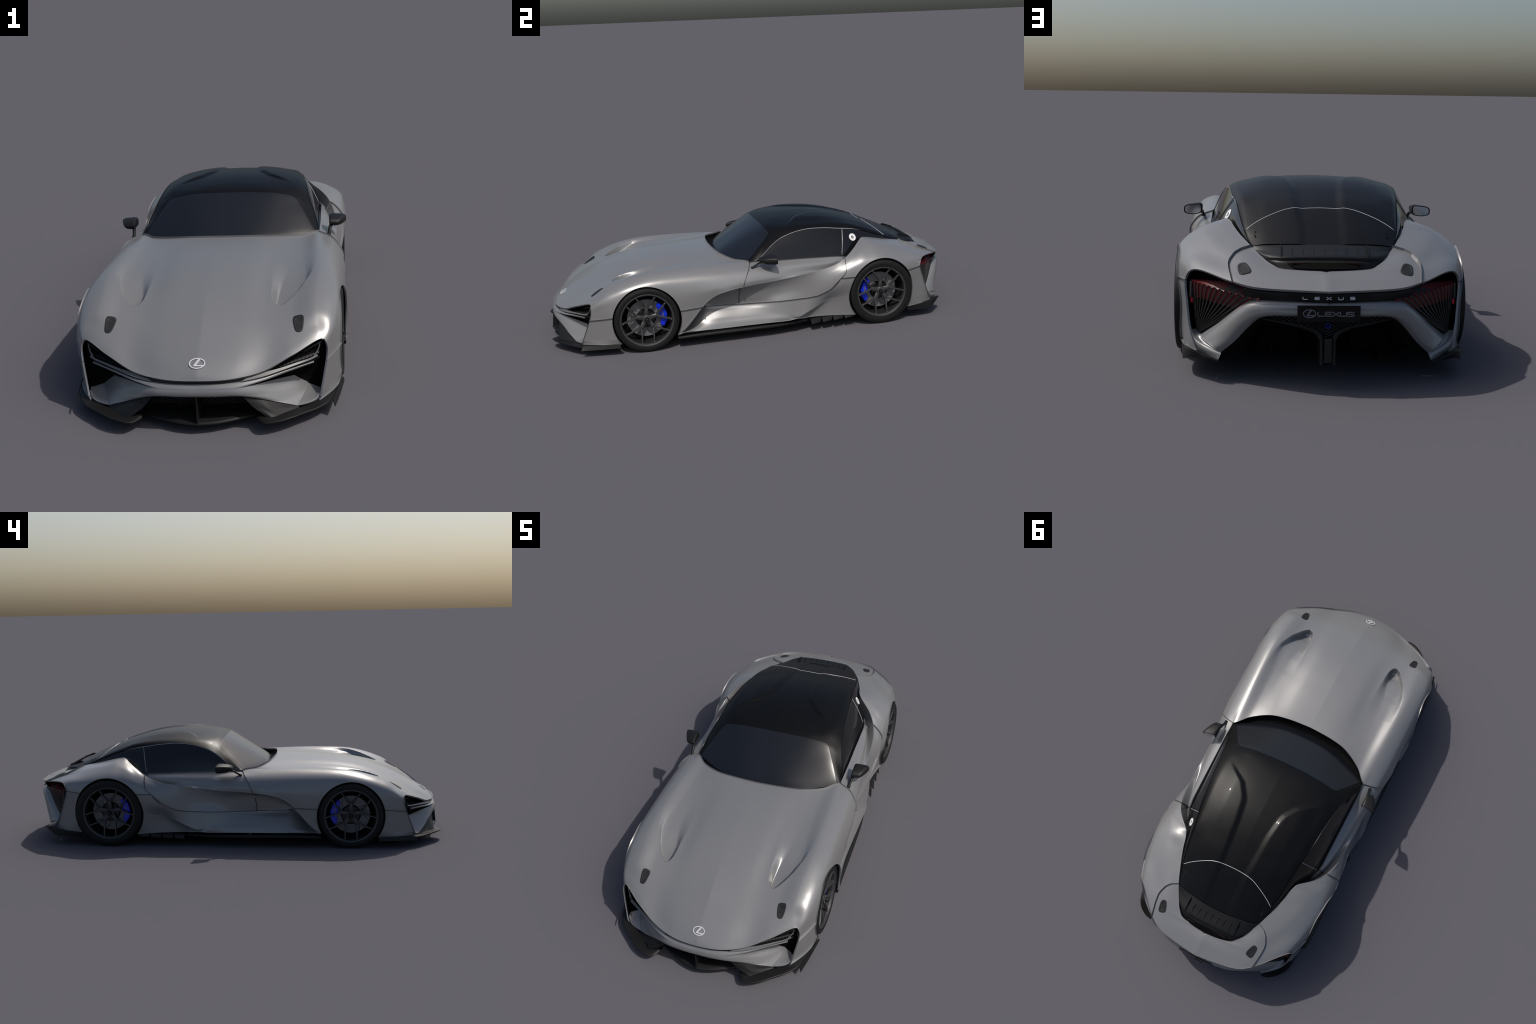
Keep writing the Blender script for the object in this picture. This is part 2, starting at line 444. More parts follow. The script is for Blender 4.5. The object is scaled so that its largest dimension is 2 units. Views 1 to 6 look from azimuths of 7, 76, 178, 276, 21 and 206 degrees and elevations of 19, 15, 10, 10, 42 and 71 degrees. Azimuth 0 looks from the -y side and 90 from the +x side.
SKIRT2 = [(-.385,.428,.0755),(-.35,.423,.078),(-.31,.418,.083),(-.25,.416,.087),(-.127,.420,.088),(0,.425,.087),(.1,.431,.081),(.149,.424,.073),(.2,.409,.086),
    (.25,.401,.100),(.308,.399,.122),(.36,.407,.115),(.434,.427,.11),(.5,.438,.11),(.57,.441,.11),(.65,.433,.112),(.72,.415,.115),(.785,.393,.125),
    (.828,.377,.13)]
BOTTOM = [(-.863,.362,.050),(-.8,.403,.051),(-.72,.429,.053),(-.65,.440,.055),(-.5,.445,.069),(-.43,.445,.072),(-.407,.445,.0725),(-.35,.434,.068),(-.3,.428,.067),
    (-.25,.424,.066),(-.2,.424,.066),(-.127,.426,.067),(0,.430,.068),(.1,.431,.069),(.149,.428,.069),(.17,.417,.067),(.2,.403,.066),(.25,.397,.063),
    (.308,.398,.061),(.36,.405,.060),(.435,.420,.058),(.5,.430,.058),(.65,.425,.061),(.711,.410,.064),(.78,.395,.067),(.83,.374,.069),(.855,.355,.070)]

def front_fill(nodes, frac):
    """Ahead of the skirt the lines under the crease crowd into the bumper's lower edge."""
    a = np.array(CREASE); b = np.array(BOTTOM); out = list(nodes)
    for y in (-.862, -.8, -.72, -.6, -.5, -.43, -.407):
        pa = [np.interp(y, a[:, 0], a[:, i]) for i in (1, 2)]
        pb = [np.interp(y, b[:, 0], b[:, i]) for i in (1, 2)]
        out.append((y, pa[0] * (1 - frac) + pb[0] * frac, pa[1] * (1 - frac) + pb[1] * frac))
    return out

def rear_flange(P, s, D, dx, dz):
    """Behind the haunch peak the door lines become a turned-down flange under the deck edge."""
    w = sstep(.515, .53, s)[:, None]
    Q = D.copy(); Q[:, 0] = np.maximum(Q[:, 0] - dx, 0); Q[:, 2] -= dz
    return P * (1 - w) + Q * w

def smooth_rows(G, n=2):
    for _ in range(n):
        H = G.copy(); H[1:-1] = 0.25 * G[:-2] + 0.5 * G[1:-1] + 0.25 * G[2:]; G = H
    return G

def rib_grid(lines, counts, before=None, after=None):
    """lines: list of (n,3); spline across them with counts[i] cells in interval i."""
    lines = list(lines); i0 = 0
    if before is not None: lines = [before] + lines; i0 = 1
    if after is not None: lines = lines + [after]
    L = np.stack(lines, 1)                               # (n_s, n_lines, 3)
    d = np.sqrt(np.linalg.norm(np.diff(L, axis=1), axis=2) + 1e-7)
    out = []
    for r in range(L.shape[0]):
        t = np.r_[0, np.cumsum(d[r])]
        q = np.concatenate([np.linspace(t[i + i0], t[i + i0 + 1], c, endpoint=False) for i, c in enumerate(counts)] + [[t[i0 + len(counts)]]])
        out.append(hermite(t, L[r], q))
    return np.stack(out, 0)

# side shell --------------------------------------------------------------
s_all = np.r_[np.linspace(S_NOSE, -.45, 220, endpoint=False), np.linspace(-.45, -.062, 80, endpoint=False),
              np.linspace(-.062, .5, 120, endpoint=False), np.linspace(.5, .85, 80, endpoint=False), np.linspace(.85, S_TAIL, 40)]
N_COWL = 220 + 80
dn = np.array([(y, x, y, z) for y, x, z in CREASE] +
              [(.872, .12, .872, .309), (.888, .062, .884, .307), (.900, .02, .8875, .306), (.906, 0, .889, .3055),
               (.930, 0, .918, .2985), (.962, 0, .957, .282), (.992, 0, .992, .2655)])
y_D = y_of(s_all, -.861)
sD = np.where(s_all < -.5, y_D, s_all)
D = hermite(dn[:, 0], dn[:, 1:], sD)
D[:, 0] = np.maximum(D[:, 0], 0)
D[s_all < 0, 1] = y_D[s_all < 0]
A = rear_flange(yline(CREST, s_all, -.812), s_all, D, .010, .040)
B = rear_flange(yline(SHOULDER, s_all, -.813), s_all, D, .006, .030)
C = rear_flange(yline(FLANK, s_all, -.816), s_all, D, .001, .014)
E_ = yline(front_fill(UNDER, .12), s_all, -.862, .960)
E2 = yline(front_fill(MID1, .25), s_all, -.862, .917)
F_ = yline(front_fill(MID2, .38), s_all, -.862, .800)
G_ = yline(front_fill(SEAM, .5), s_all, -.862, .785)
H_ = yline(front_fill(SKIRT, .64), s_all, -.862, .806)
H2 = yline(front_fill(SKIRT2, .8), s_all, -.863, .828)
I_ = yline(BOTTOM, s_all, -.863, .855)
# twin lines keep the creases crisp
D0 = D + 0.10 * (C - D); D1 = D + 0.10 * (E_ - D)
kw = (1 - sstep(.06, .20, s_all))[:, None]
H0 = H_ + (0.12 + .38 * kw) * (G_ - H_); H1 = H_ + (0.18 + .32 * kw) * (H2 - H_)
side_lines = [smooth_rows(l, n) for l, n in ((A, 2), (B, 2), (C, 2), (D0, 2), (D, 2), (D1, 3), (E_, 8), (E2, 14), (F_, 16), (G_, 16),
                                             (H0, 12), (H_, 12), (H1, 12), (H2, 10), (I_, 4))]
SIDE_COUNTS = [14, 12, 9, 2, 3, 8, 9, 9, 10, 10, 2, 2, 5, 6]

# hood --------------------------------------------------------------------
s_hood = s_all[:N_COWL + 1]
T0 = yline(CENTRE, s_hood, -.971, cowl=.134)
T1 = yline(INNER, s_hood, -.963, cowl=.125)
T2 = yline(BULGE, s_hood, -.926, cowl=.108)
T3 = yline(VALLEY, s_hood, -.875, cowl=.058)
T4 = side_lines[0][:N_COWL + 1]
T3s = smooth_rows(T3, 2)
HOOD = rib_grid([smooth_rows(t, 2) for t in (T0, T1, T2)] + [T3s, T4], [24, 20, 40, 40], after=side_lines[1][:N_COWL + 1])
# the side ribs continue the hood's curvature over the fender crest
ghost = 2 * side_lines[0] - side_lines[1]
w = sstep(-.16, -.07, s_hood)[:, None]
ghost[:N_COWL + 1] = T3s * (1 - w) + ghost[:N_COWL + 1] * w
SIDE = rib_grid(side_lines, SIDE_COUNTS, before=ghost)
n_s, n_c = SIDE.shape[:2]
# hood vents: rounded pockets that open rearward
vin = interp([-.702, -.697, -.688, -.67, -.64, -.54, -.45, -.2], [.241, .231, .222, .215, .211, .205, .200, .2])
vout = interp([-.702, -.697, -.688, -.665, -.62, -.55, -.5, -.4, -.2], [.241, .250, .259, .277, .304, .330, .341, .347, .347])
vdep = interp([-.702, -.697, -.69, -.675, -.65, -.6, -.55, -.5, -.4, -.3, -.2], [0, .010, .028, .040, .040, .028, .016, .009, .003, .001, 0])
w_in = interp([-.7, -.66, -.6, -.5, -.4, -.2], [.005, .009, .026, .06, .07, .08])
w_out = interp([-.7, -.66, -.6, -.55, -.5, -.4, -.2], [.004, .006, .009, .016, .03, .05, .06])
hx, hy = HOOD[..., 0], HOOD[..., 1]
mask = sstep(0, 1, (hx - vin(hy)) / w_in(hy) + .1) * sstep(0, 1, (vout(hy) - hx) / w_out(hy) + .1) * ((hy > -.702) & (hy < -.2))
HOOD[..., 2] -= vdep(hy) * mask

# join hood and side for common normals
def mesh_of(grids):
    V, F = [], []
    for G, flip in grids:
        o = len(V); V += [tuple(p) for p in G.reshape(-1, 3)]
        F += [tuple(i + o for i in f) for f in grid_faces(G.shape[0], G.shape[1], flip)]
    return np.array(V), F

def weld(V, F):
    key = {}; remap = np.zeros(len(V), int); NV = []
    for i, v in enumerate(np.round(V, 6)):
        k = tuple(v)
        if k not in key: key[k] = len(NV); NV.append(V[i])
        remap[i] = key[k]
    F2 = []
    for f in F:
        g = [remap[i] for i in f]; g = [p for k, p in enumerate(g) if p != g[k - 1]]
        if len(g) >= 3: F2.append(tuple(int(i) for i in g))
    return np.array(NV), F2

def vert_normals(V, F):
    N = np.zeros_like(V)
    for f in F:
        p = V[list(f)]
        n = np.zeros(3)
        for k in range(1, len(f) - 1): n += np.cross(p[k] - p[0], p[k+1] - p[0])
        for i in f: N[i] += n
    # the mirrored half continues across x = 0
    N[np.abs(V[:, 0]) < 1e-5, 0] = 0
    l = np.linalg.norm(N, axis=1, keepdims=True)
    return N / np.maximum(l, 1e-12)

def split_out(V, F, N, keep):
    used = {}; NV = []; NN = []; NF = []
    for f, k in zip(F, keep):
        if not k: continue
        g = []
        for i in f:
            if i not in used: used[i] = len(NV); NV.append(V[i]); NN.append(N[i])
            g.append(used[i])
        NF.append(tuple(g))
    return np.array(NV), np.array(NN), NF

V0, F0 = mesh_of([(HOOD, True), (SIDE, True)])
n_hood_f = (HOOD.shape[0] - 1) * (HOOD.shape[1] - 1)
tag = np.r_[np.zeros(n_hood_f, int), np.ones(len(F0) - n_hood_f, int)]
V1 = V0; 
key_ok = []
Vw, Fw = V0, F0
# weld while keeping tags
kmap = {}; rem = np.zeros(len(V0), int); NV = []
for i, v in enumerate(np.round(V0, 6)):
    k = tuple(v)
    if k not in kmap: kmap[k] = len(NV); NV.append(V0[i])
    rem[i] = kmap[k]
Vw = np.array(NV); Fw = []; tw = []
for f, t in zip(F0, tag):
    g = [int(rem[i]) for i in f]; g = [p for k, p in enumerate(g) if p != g[k - 1]]
    if len(g) >= 3: Fw.append(tuple(g)); tw.append(t)
tw = np.array(tw)
Nw = vert_normals(Vw, Fw)

GAP = 0.0009
hoodV, hoodN, hoodF = split_out(Vw, Fw, Nw, tw == 0)
sideV, sideN, sideF = split_out(Vw, Fw, Nw, tw == 1)

ARCH = [(-.569, .151, .1565), (.572, .159, .1655)]
for (cy, cz, R) in ARCH:
    sideV, sideN, sideF = clip(sideV, sideN, sideF, lambda P: np.hypot(P[:, 1] - cy, P[:, 2] - cz) - R)

zcut = interp([-.9, -.817, -.723, -.5, -.417, -.315, -.308, -.290, -.2, 0, .2, .25, .3, .33, .35, .364, .42, .434, .70, .785, .9],
              [.15, .166, .180, .184, .184, .190, .184, .164, .163, .161, .166, .174, .196, .213, .232, .250, .251, .251, .252, .258, .265])
f_low = lambda P: P[:, 2] - zcut(P[:, 1])
yF = interp([.1, .165, .2, .25, .28, .31, .348, .4], [-.128, -.127, -.126, -.118, -.109, -.091, -.061, -.04])
yR = interp([.1, .2, .25, .265, .28, .33, .36], [.25, .310, .364, .383, .394, .402, .41])
xs_lid = interp([.70, .745, .76, .78, .81, .83, .86, .9, .97], [.05, .205, .236, .255, .268, .271, .269, .262, .25])

upV, upN, upF = clip(sideV, sideN, sideF, f_low, GAP)
loV, loN, loF = clip(sideV, sideN, sideF, lambda P: -f_low(P), GAP)
fen = clip(upV, upN, upF, lambda P: yF(P[:, 2]) - P[:, 1], GAP)
rest = clip(upV, upN, upF, lambda P: P[:, 1] - yF(P[:, 2]), GAP)
door = clip(*rest, lambda P: yR(P[:, 2]) - P[:, 1], GAP)
rest = clip(*rest, lambda P: P[:, 1] - yR(P[:, 2]), GAP)
lid_f = lambda P: np.where(P[:, 2] > .2, xs_lid(P[:, 1]) - P[:, 0], -1)
lid = clip(*rest, lid_f, GAP)
quarter = clip(*rest, lambda P: -lid_f(P), GAP)
fbump = clip(loV, loN, loF, lambda P: -.57 - P[:, 1])
mid = clip(loV, loN, loF, lambda P: P[:, 1] + .57)
skirt = clip(*mid, lambda P: .57 - P[:, 1])
rbump = clip(*mid, lambda P: P[:, 1] - .57)

CREST_SET = T4
panel("front_fender", *fen, skip=CREST_SET)
panel("door", *door)
panel("rear_quarter_panel", *quarter)
panel("side_skirt", *skirt)
panel("front_bumper_side", *fbump)
panel("rear_bumper_side", *rbump)

def both_halves(V, N, F):
    V2 = np.vstack([V, mirror_V(V)]); N2 = np.vstack([N, mirror_V(N)])
    F2 = list(F) + [tuple(i + len(V) for i in f[::-1]) for f in F]
    key = {}; rem = np.zeros(len(V2), int); NV = []; NN = []
    for i, v in enumerate(np.round(V2, 6)):
        k = tuple(v + 0.0) if abs(v[0]) > 1e-5 else (0.0, v[1], v[2])
        if k not in key: key[k] = len(NV); NV.append(V2[i]); NN.append(N2[i])
        rem[i] = key[k]
    out = []
    for f in F2:
        g = [int(rem[i]) for i in f]; g = [p for k, p in enumerate(g) if p != g[k-1]]
        if len(g) >= 3: out.append(tuple(g))
    return np.array(NV), np.array(NN), out

panel("hood", *both_halves(hoodV, hoodN, hoodF), pair=False, rim=.007, skip=CREST_SET)
lid = (lid[0], lid[1], [f for f in lid[2] if max(abs(lid[0][i][0]) for i in f) > 1e-4])
panel("deck_lid", *both_halves(*lid), pair=False, rim=.007)
# ================================================================== CABIN
from mathutils.bvhtree import BVHTree
SC0, SC1 = -.172, .776
def yc(s, yf, yr):
    k = np.clip(1 - (s - SC0) / .36, 0, 1) ** 2
    q = np.clip((s - .45) / (SC1 - .45), 0, 1) ** 2
    return s + k * (yf - SC0) - q * (SC1 - yr)
def cline(nodes, s, yf, yr):
    n = np.array(nodes, float); y = yc(s, yf, yr)
    xz = hermite(n[:, 0], n[:, 1:], np.clip(y, n[0, 0], n[-1, 0]))
    return np.stack([xz[:, 0], y, xz[:, 1]], 1)
G0N = [(-.172,0,.344),(-.148,0,.364),(-.1,0,.394),(-.05,0,.424),(0,0,.454),(.03,0,.472),(.05,0,.483),(.07,0,.491),(.1,0,.499),(.15,0,.507),
       (.2,0,.511),(.25,0,.512),(.3,0,.5105),(.35,0,.506),(.4,0,.4985),(.45,0,.488),(.5,0,.4745),(.55,0,.459),(.6,0,.441),(.65,0,.419),(.7,0,.396),(.776,0,.361)]
G1N = [(-.166,.1,.344),(-.143,.1,.364),(-.1,.1,.391),(-.05,.1,.421),(0,.1,.451),(.03,.1,.469),(.051,.1,.4805),(.07,.1,.488),(.1,.1,.496),(.15,.1,.503),
       (.2,.1,.507),(.25,.1,.508),(.3,.1,.506),(.35,.1,.502),(.4,.1,.4945),(.45,.1,.484),(.5,.1,.470),(.55,.1,.455),(.6,.1,.437),(.65,.1,.416),(.7,.1,.394),(.771,.1,.360)]
G2N = [(-.148,.18,.341),(-.120,.18,.363),(-.1,.18,.376),(-.05,.18,.408),(0,.18,.440),(.03,.18,.459),(.056,.18,.474),(.08,.18,.483),(.11,.18,.489),(.15,.18,.495),
       (.2,.18,.4985),(.25,.18,.499),(.3,.18,.4975),(.4,.18,.4855),(.5,.18,.461),(.55,.18,.445),(.6,.18,.426),(.65,.18,.4045),(.7,.178,.382),(.757,.172,.356)]
G3N = [(-.068,.337,.346),(-.03,.314,.378),(0,.2955,.4035),(.035,.274,.432),(.06,.2595,.452),(.08,.252,.463),(.11,.251,.474),(.15,.254,.481),(.2,.255,.4855),(.25,.2545,.4865),(.3,.253,.4845),
       (.4,.247,.4745),(.5,.239,.454),(.55,.233,.435),(.6,.229,.415),(.65,.2245,.393),(.669,.222,.384),(.7,.213,.370),(.747,.200,.351)]
G4N = [(-.064,.346,.348),(-.03,.342,.357),(0,.336,.371),(.025,.328,.392),(.05,.319,.412),(.075,.311,.429),(.1,.304,.442),(.15,.295,.459),(.2,.288,.469),(.25,.282,.473),(.3,.277,.471),(.35,.272,.466),
       (.4,.267,.458),(.45,.258,.4505),(.5,.251,.440),(.55,.245,.424),(.6,.238,.405),(.65,.230,.388),(.7,.218,.366),(.745,.203,.349)]
G5N = [(-.064,.346,.347),(0,.342,.357),(.05,.335,.376),(.1,.328,.392),(.2,.319,.405),(.3,.312,.404),(.4,.304,.396),(.45,.297,.391),(.5,.279,.394),(.54,.264,.402),(.6,.248,.393),(.65,.236,.379),(.7,.220,.362),(.745,.204,.346)]
G6N = [(-.064,.346,.345),(0,.344,.343),(.1,.3425,.339),(.2,.3405,.335),(.3,.3385,.331),(.4,.334,.326),(.45,.325,.322),(.5,.285,.330),(.54,.266,.372),(.6,.253,.378),(.65,.238,.367),(.7,.221,.356),(.745,.204,.343)]
s_c = np.r_[np.linspace(SC0, .2, 110, endpoint=False), np.linspace(.2, SC1, 120)]
CL = [cline(G0N, s_c, -.172, .776), cline(G1N, s_c, -.166, .771), cline(G2N, s_c, -.148, .757), cline(G3N, s_c, -.068, .747),
      cline(G4N, s_c, -.064, .745), cline(G5N, s_c, -.064, .745), cline(G6N, s_c, -.064, .745)]
CL = [smooth_rows(l, 2) for l in CL]
CC = [22, 20, 20, 8, 8, 8]
# roof lines and side glass are two surfaces that meet at the bright trim line
ROOFG = rib_grid(CL[:5], CC[:4])
GLASSG = rib_grid(CL[4:], CC[4:])
bx = interp([.10, .14, .153, .199, .224, .286, .31, .4, .588, .75], [.33, .265, .240, .175, .138, .096, .088, .074, .060, .055])
rx, ry = ROOFG[..., 0], ROOFG[..., 1]
bub = sstep(-.012, .020, rx - bx(ry)) * (1 - sstep(.16, .245, rx)) * sstep(.10, .17, ry) * (1 - sstep(.52, .68, ry) * .6)
ROOFG[..., 2] += .0075 * bub
rV, rF = ROOFG.reshape(-1, 3), grid_faces(*ROOFG.shape[:2], True)
gV, gF = GLASSG.reshape(-1, 3), grid_faces(*GLASSG.shape[:2], True)
rN = vert_normals(rV, rF); gN = vert_normals(gV, gF)
head = lambda P: P[:, 1] - (.050 + .011 * (np.abs(P[:, 0]) / .23) ** 2)
# windshield corners are rounded and stop short of the pillar
n_c1 = ROOFG.shape[1]
edge_x = interp([-.07, 0, .07, .1], [.333, .291, .247, .24])
def ws_fn(P):
    a = -head(P); b = edge_x(P[:, 1]) - P[:, 0]
    r = .016
    inside = np.minimum(np.maximum(r - a, 0) ** 2 + np.maximum(r - b, 0) ** 2, 1)
    return np.where((a < r) & (b < r), r - np.sqrt(inside), np.minimum(a, b))
ws = clip(rV, rN, rF, ws_fn, .0)
roofp = clip(rV, rN, rF, lambda P: -ws_fn(P), .0)
_ax, _ay = [0, .03, .06, .1, .15, .2, .23, .3], [.589, .5895, .592, .600, .621, .648, .669, .73]
arc_y = lambda q: hermite(_ax, _ay, np.clip(np.atleast_1d(q), 0, .3))[:, 0]
arc = lambda P: P[:, 1] - arc_y(P[:, 0])
roof_a = clip(*roofp, lambda P: -arc(P))
rear_a = clip(*roofp, arc)
panel("windshield", *both_halves(*ws), mat="glass", rim=.0004, pair=False)
panel("roof", *both_halves(*roof_a), mat="roof", rim=.0004, pair=False)
panel("rear_window", *both_halves(*rear_a), mat="roof", rim=.0004, pair=False)
bpil = lambda P: P[:, 1] - (.431 - (.455 - P[:, 2]) * .21)
panel("side_window", *clip(gV, gN, gF, lambda P: -bpil(P)), mat="sideglass", rim=.003)
panel("quarter_window", *clip(gV, gN, gF, bpil), mat="sideglass", rim=.003)

def bvh(V, F):
    return BVHTree.FromPolygons([Vector(v) for v in V], F)
BVH_TOP = bvh(np.vstack([rV, hoodV]), list(rF) + [tuple(i + len(rV) for i in f) for f in hoodF])
BVH_DECK = bvh(sideV, sideF)
BVH_GLASS = bvh(gV, gF)
def drop(tree, x, y, zmax=.7):
    hit = tree.ray_cast(Vector((abs(x), y, zmax)), Vector((0, 0, -1)))
    if hit[0] is None: hit = tree.find_nearest(Vector((abs(x), y, .38)))
    p, n = np.array(hit[0]), np.array(hit[1])
    if n[2] < 0: n = -n
    if x < 0: p[0] *= -1; n[0] *= -1
    return p, n
def push_x(tree, y, z):
    hit = tree.ray_cast(Vector((.8, y, z)), Vector((-1, 0, 0)))
    if hit[0] is None: return None
    n = np.array(hit[1]); n = n if n[0] > 0 else -n
    return np.array(hit[0]), n

# bright trim: line over the side windows, door-glass pillar line, arc behind the roof
sel = (CL[4][:, 1] > -.035) & (CL[4][:, 1] < .535)
g4, g5 = CL[4][sel], CL[5][sel]
dn_ = (g5 - g4) / np.maximum(np.linalg.norm(g5 - g4, axis=1, keepdims=True), 1e-9)
tg = np.gradient(g4, axis=0); nn = np.cross(tg, dn_); nn /= np.maximum(np.linalg.norm(nn, axis=1, keepdims=True), 1e-9)
nn *= np.sign(nn[:, :1])
wd = (.0027 * (1 - sstep(.44, .53, g4[:, 1]) * .8))[:, None]
Gs = np.stack([g4 + dn_ * .0004 + nn * .0002, g4 + dn_ * .0006 + nn * .0008, g4 + dn_ * wd + nn * .0008, g4 + dn_ * (wd + .0003) - nn * .0004], 0)
add_pair("window_trim", Gs.reshape(-1, 3), grid_faces(4, Gs.shape[1]), "chrome")
pil = []
for z in np.linspace(.452, .336, 14):
    h = push_x(BVH_GLASS, .431 - (.455 - z) * .21, z)
    if h: pil.append(h[0] - h[1] * .0004)
add_pair("pillar_trim", *tube(pil, .0013, 6), "chrome")
arcp = []
for x in np.linspace(-.222, .222, 70):
    y = float(arc_y(abs(x))[0])
    p, n = drop(BVH_TOP, x, y); arcp.append(p - n * .0006)
add_obj("roof_arc_trim", *tube(arcp, .0015, 6), "chrome")
# cowl: dark channel between hood edge and windshield
hb = HOOD[-1]
gb = ROOFG[0]
def cowl_curve(off_y, z_off, src):
    return [(p[0], p[1] + off_y, p[2] + z_off) for p in src[::4]]
c0 = [tuple(p + np.array([0, .001, -.004])) for p in hb[::6]]
c1 = [tuple(p + np.array([0, .008, -.021])) for p in hb[::6]]
xs_b = np.array([p[0] for p in hb[::6]])
gx = np.array([p[0] for p in gb]); c2 = [(x, float(np.interp(x, gx, gb[:, 1])) - .001, float(np.interp(x, gx, gb[:, 2])) - .006) for x in xs_b]
c3 = [(x, float(np.interp(x, gx, gb[:, 1])) + .006, float(np.interp(x, gx, gb[:, 2])) + .004) for x in xs_b]
patch("cowl", [c0, c1, c2, c3], 30, 12, "void", smooth_u=False)

# round badge on the quarter window: white disc with bolt dots and a dark emblem
h = push_x(BVH_GLASS, .477, .407)
if h:
    p, n = h
    u = np.cross([0, 0, 1.0], n); u /= np.linalg.norm(u); v = np.cross(n, u)
    th = np.linspace(0, 2 * math.pi, 41)[:-1]
    def disc(r, base, hh):
        return prism([(r * math.cos(a), r * math.sin(a)) for a in th], (p + n * base, u, v), hh)
    def ringp(r0, r1, base, hh):
        V = []; F = []
        k = len(th)
        for a in th:
            for r, hgt in ((r0, 0), (r1, 0), (r1, hh), (r0, hh)):
                V.append(p + n * (base + hgt) + u * r * math.cos(a) + v * r * math.sin(a))
        for i in range(k):
            j = (i + 1) % k
            for q in range(4):
                F.append((i * 4 + q, j * 4 + q, j * 4 + (q + 1) % 4, i * 4 + (q + 1) % 4))
        return V, F
    add_obj("quarter_badge", *ringp(.0078, .0188, .0002, .0012), "white", sharp_angle=30)
    add_obj("badge_center", *disc(.0075, .0002, .0008), "black", sharp_angle=30)
    dots = []
    for i in range(9):
        a = 2 * math.pi * i / 9
        q = p + u * .0158 * math.cos(a) + v * .0158 * math.sin(a)
        dots.append(prism([(.0012 * math.cos(b), .0012 * math.sin(b)) for b in th[::4]], (q + n * .0013, u, v), .0005))
    add_obj("badge_bolts", *merge(dots), "black", sharp_angle=30)
    ve, fe = emblem(p + n * .0008, u, v, .0095, .0068, .0008, 1.3)
    add_obj("badge_emblem", ve, fe, "emblem", sharp_angle=30)
# ================================================================== NOSE
lip = HOOD[0]                                              # front edge of the hood
def lip_at(x, dy=0, dz=0):
    return (x, float(np.interp(x, lip[:, 0], lip[:, 1])) + dy, float(np.interp(x, lip[:, 0], lip[:, 2])) + dz)
LX = [0, .06, .1, .13, .16, .19, .22]
# dark strip under the hood lip
patch("nose_strip", [[lip_at(x, .006, -.001) for x in LX], [lip_at(x, .004, -.006) for x in LX],
                     [(0,-.967,.1545),(.06,-.966,.1545),(.1,-.961,.155),(.13,-.954,.1555),(.16,-.945,.157),(.19,-.931,.160),(.22,-.915,.164)]],
      40, 8, "trimgrey", smooth_v=False)
# silver bumper bar sweeping into the side intakes
upper = [
    [(0,-.964,.1545),(.06,-.963,.1545),(.13,-.950,.1545),(.2,-.918,.154),(.27,-.872,.158),(.345,-.815,.165)],
    [(0,-.9715,.1540),(.06,-.9710,.1540),(.13,-.9585,.155),(.2,-.932,.1575),(.27,-.893,.1645),(.352,-.846,.171)],
    [(0,-.977,.1485),(.06,-.9765,.149),(.13,-.965,.1495),(.2,-.936,.1525),(.27,-.893,.1590),(.35,-.842,.165)],
    [(0,-.9815,.1420),(.06,-.9805,.1425),(.13,-.9685,.1430),(.2,-.925,.1465),(.27,-.868,.152),(.345,-.810,.158)],
]
cheek = [
    [(0,-.9815,.1420),(.06,-.9805,.1425),(.13,-.9685,.1430),(.18,-.937,.1400),(.23,-.894,.1340),(.288,-.836,.1210)],
    [(0,-.9845,.134),(.06,-.9835,.135),(.13,-.973,.134),(.19,-.938,.1250),(.25,-.880,.112),(.311,-.822,.100)],
    [(0,-.9855,.126),(.06,-.9845,.127),(.13,-.975,.126),(.195,-.941,.1120),(.26,-.888,.093),(.331,-.813,.081)],
    [(0,-.983,.120),(.06,-.983,.121),(.13,-.974,.119),(.2,-.9435,.0985),(.26,-.906,.071),(.318,-.850,.0625)],
    [(0,-.978,.1165),(.06,-.979,.118),(.13,-.970,.116),(.2,-.9425,.0915),(.25,-.919,.069),(.302,-.890,.0425)],
]
patch("front_bumper_bar", upper, 70, 24, "paint")
patch("front_bumper_cheek", cheek, 70, 36, "paint")
# lower outer corner of the intake
patch("intake_floor", [
    [(.300,-.8875,.0405),(.330,-.8790,.0425),(.352,-.8690,.046),(.366,-.8590,.056)],
    [(.302,-.890,.0445),(.333,-.8815,.0495),(.358,-.868,.058),(.3695,-.852,.072)],
    [(.3025,-.886,.0475),(.333,-.877,.0520),(.357,-.863,.0605),(.3690,-.848,.0745)],
    [(.318,-.850,.0630),(.338,-.848,.0635),(.357,-.845,.0675),(.3695,-.841,.0775)],
    [(.3312,-.813,.0812),(.346,-.818,.0790),(.360,-.826,.0770),(.3705,-.836,.0800)]], 26, 26, "paint")
# black duct behind
patch("intake_duct", [
    [(.20,-.918,.1555),(.27,-.872,.160),(.33,-.830,.168),(.375,-.808,.215)],
    [(.22,-.895,.148),(.28,-.848,.145),(.34,-.815,.145),(.378,-.805,.205)],
    [(.29,-.835,.090),(.335,-.810,.075),(.36,-.815,.072),(.385,-.825,.075)]], 20, 14, "void")
patch("intake_wall", [
    [(.383,-.806,.236),(.3885,-.811,.205),(.3885,-.815,.17),(.380,-.833,.115),(.3725,-.849,.080)],
    [(.380,-.765,.240),(.384,-.765,.205),(.384,-.768,.17),(.379,-.780,.115),(.370,-.795,.090)]], 24, 4, "void", smooth_v=False)
patch("lamp_roof", [
    [lip_at(x, .003, -.003) for x in (.15,.2,.25,.3,.35,.378)],
    [lip_at(x, .07, .012) for x in (.15,.2,.25,.3,.35,.378)]], 24, 4, "void", smooth_v=False)
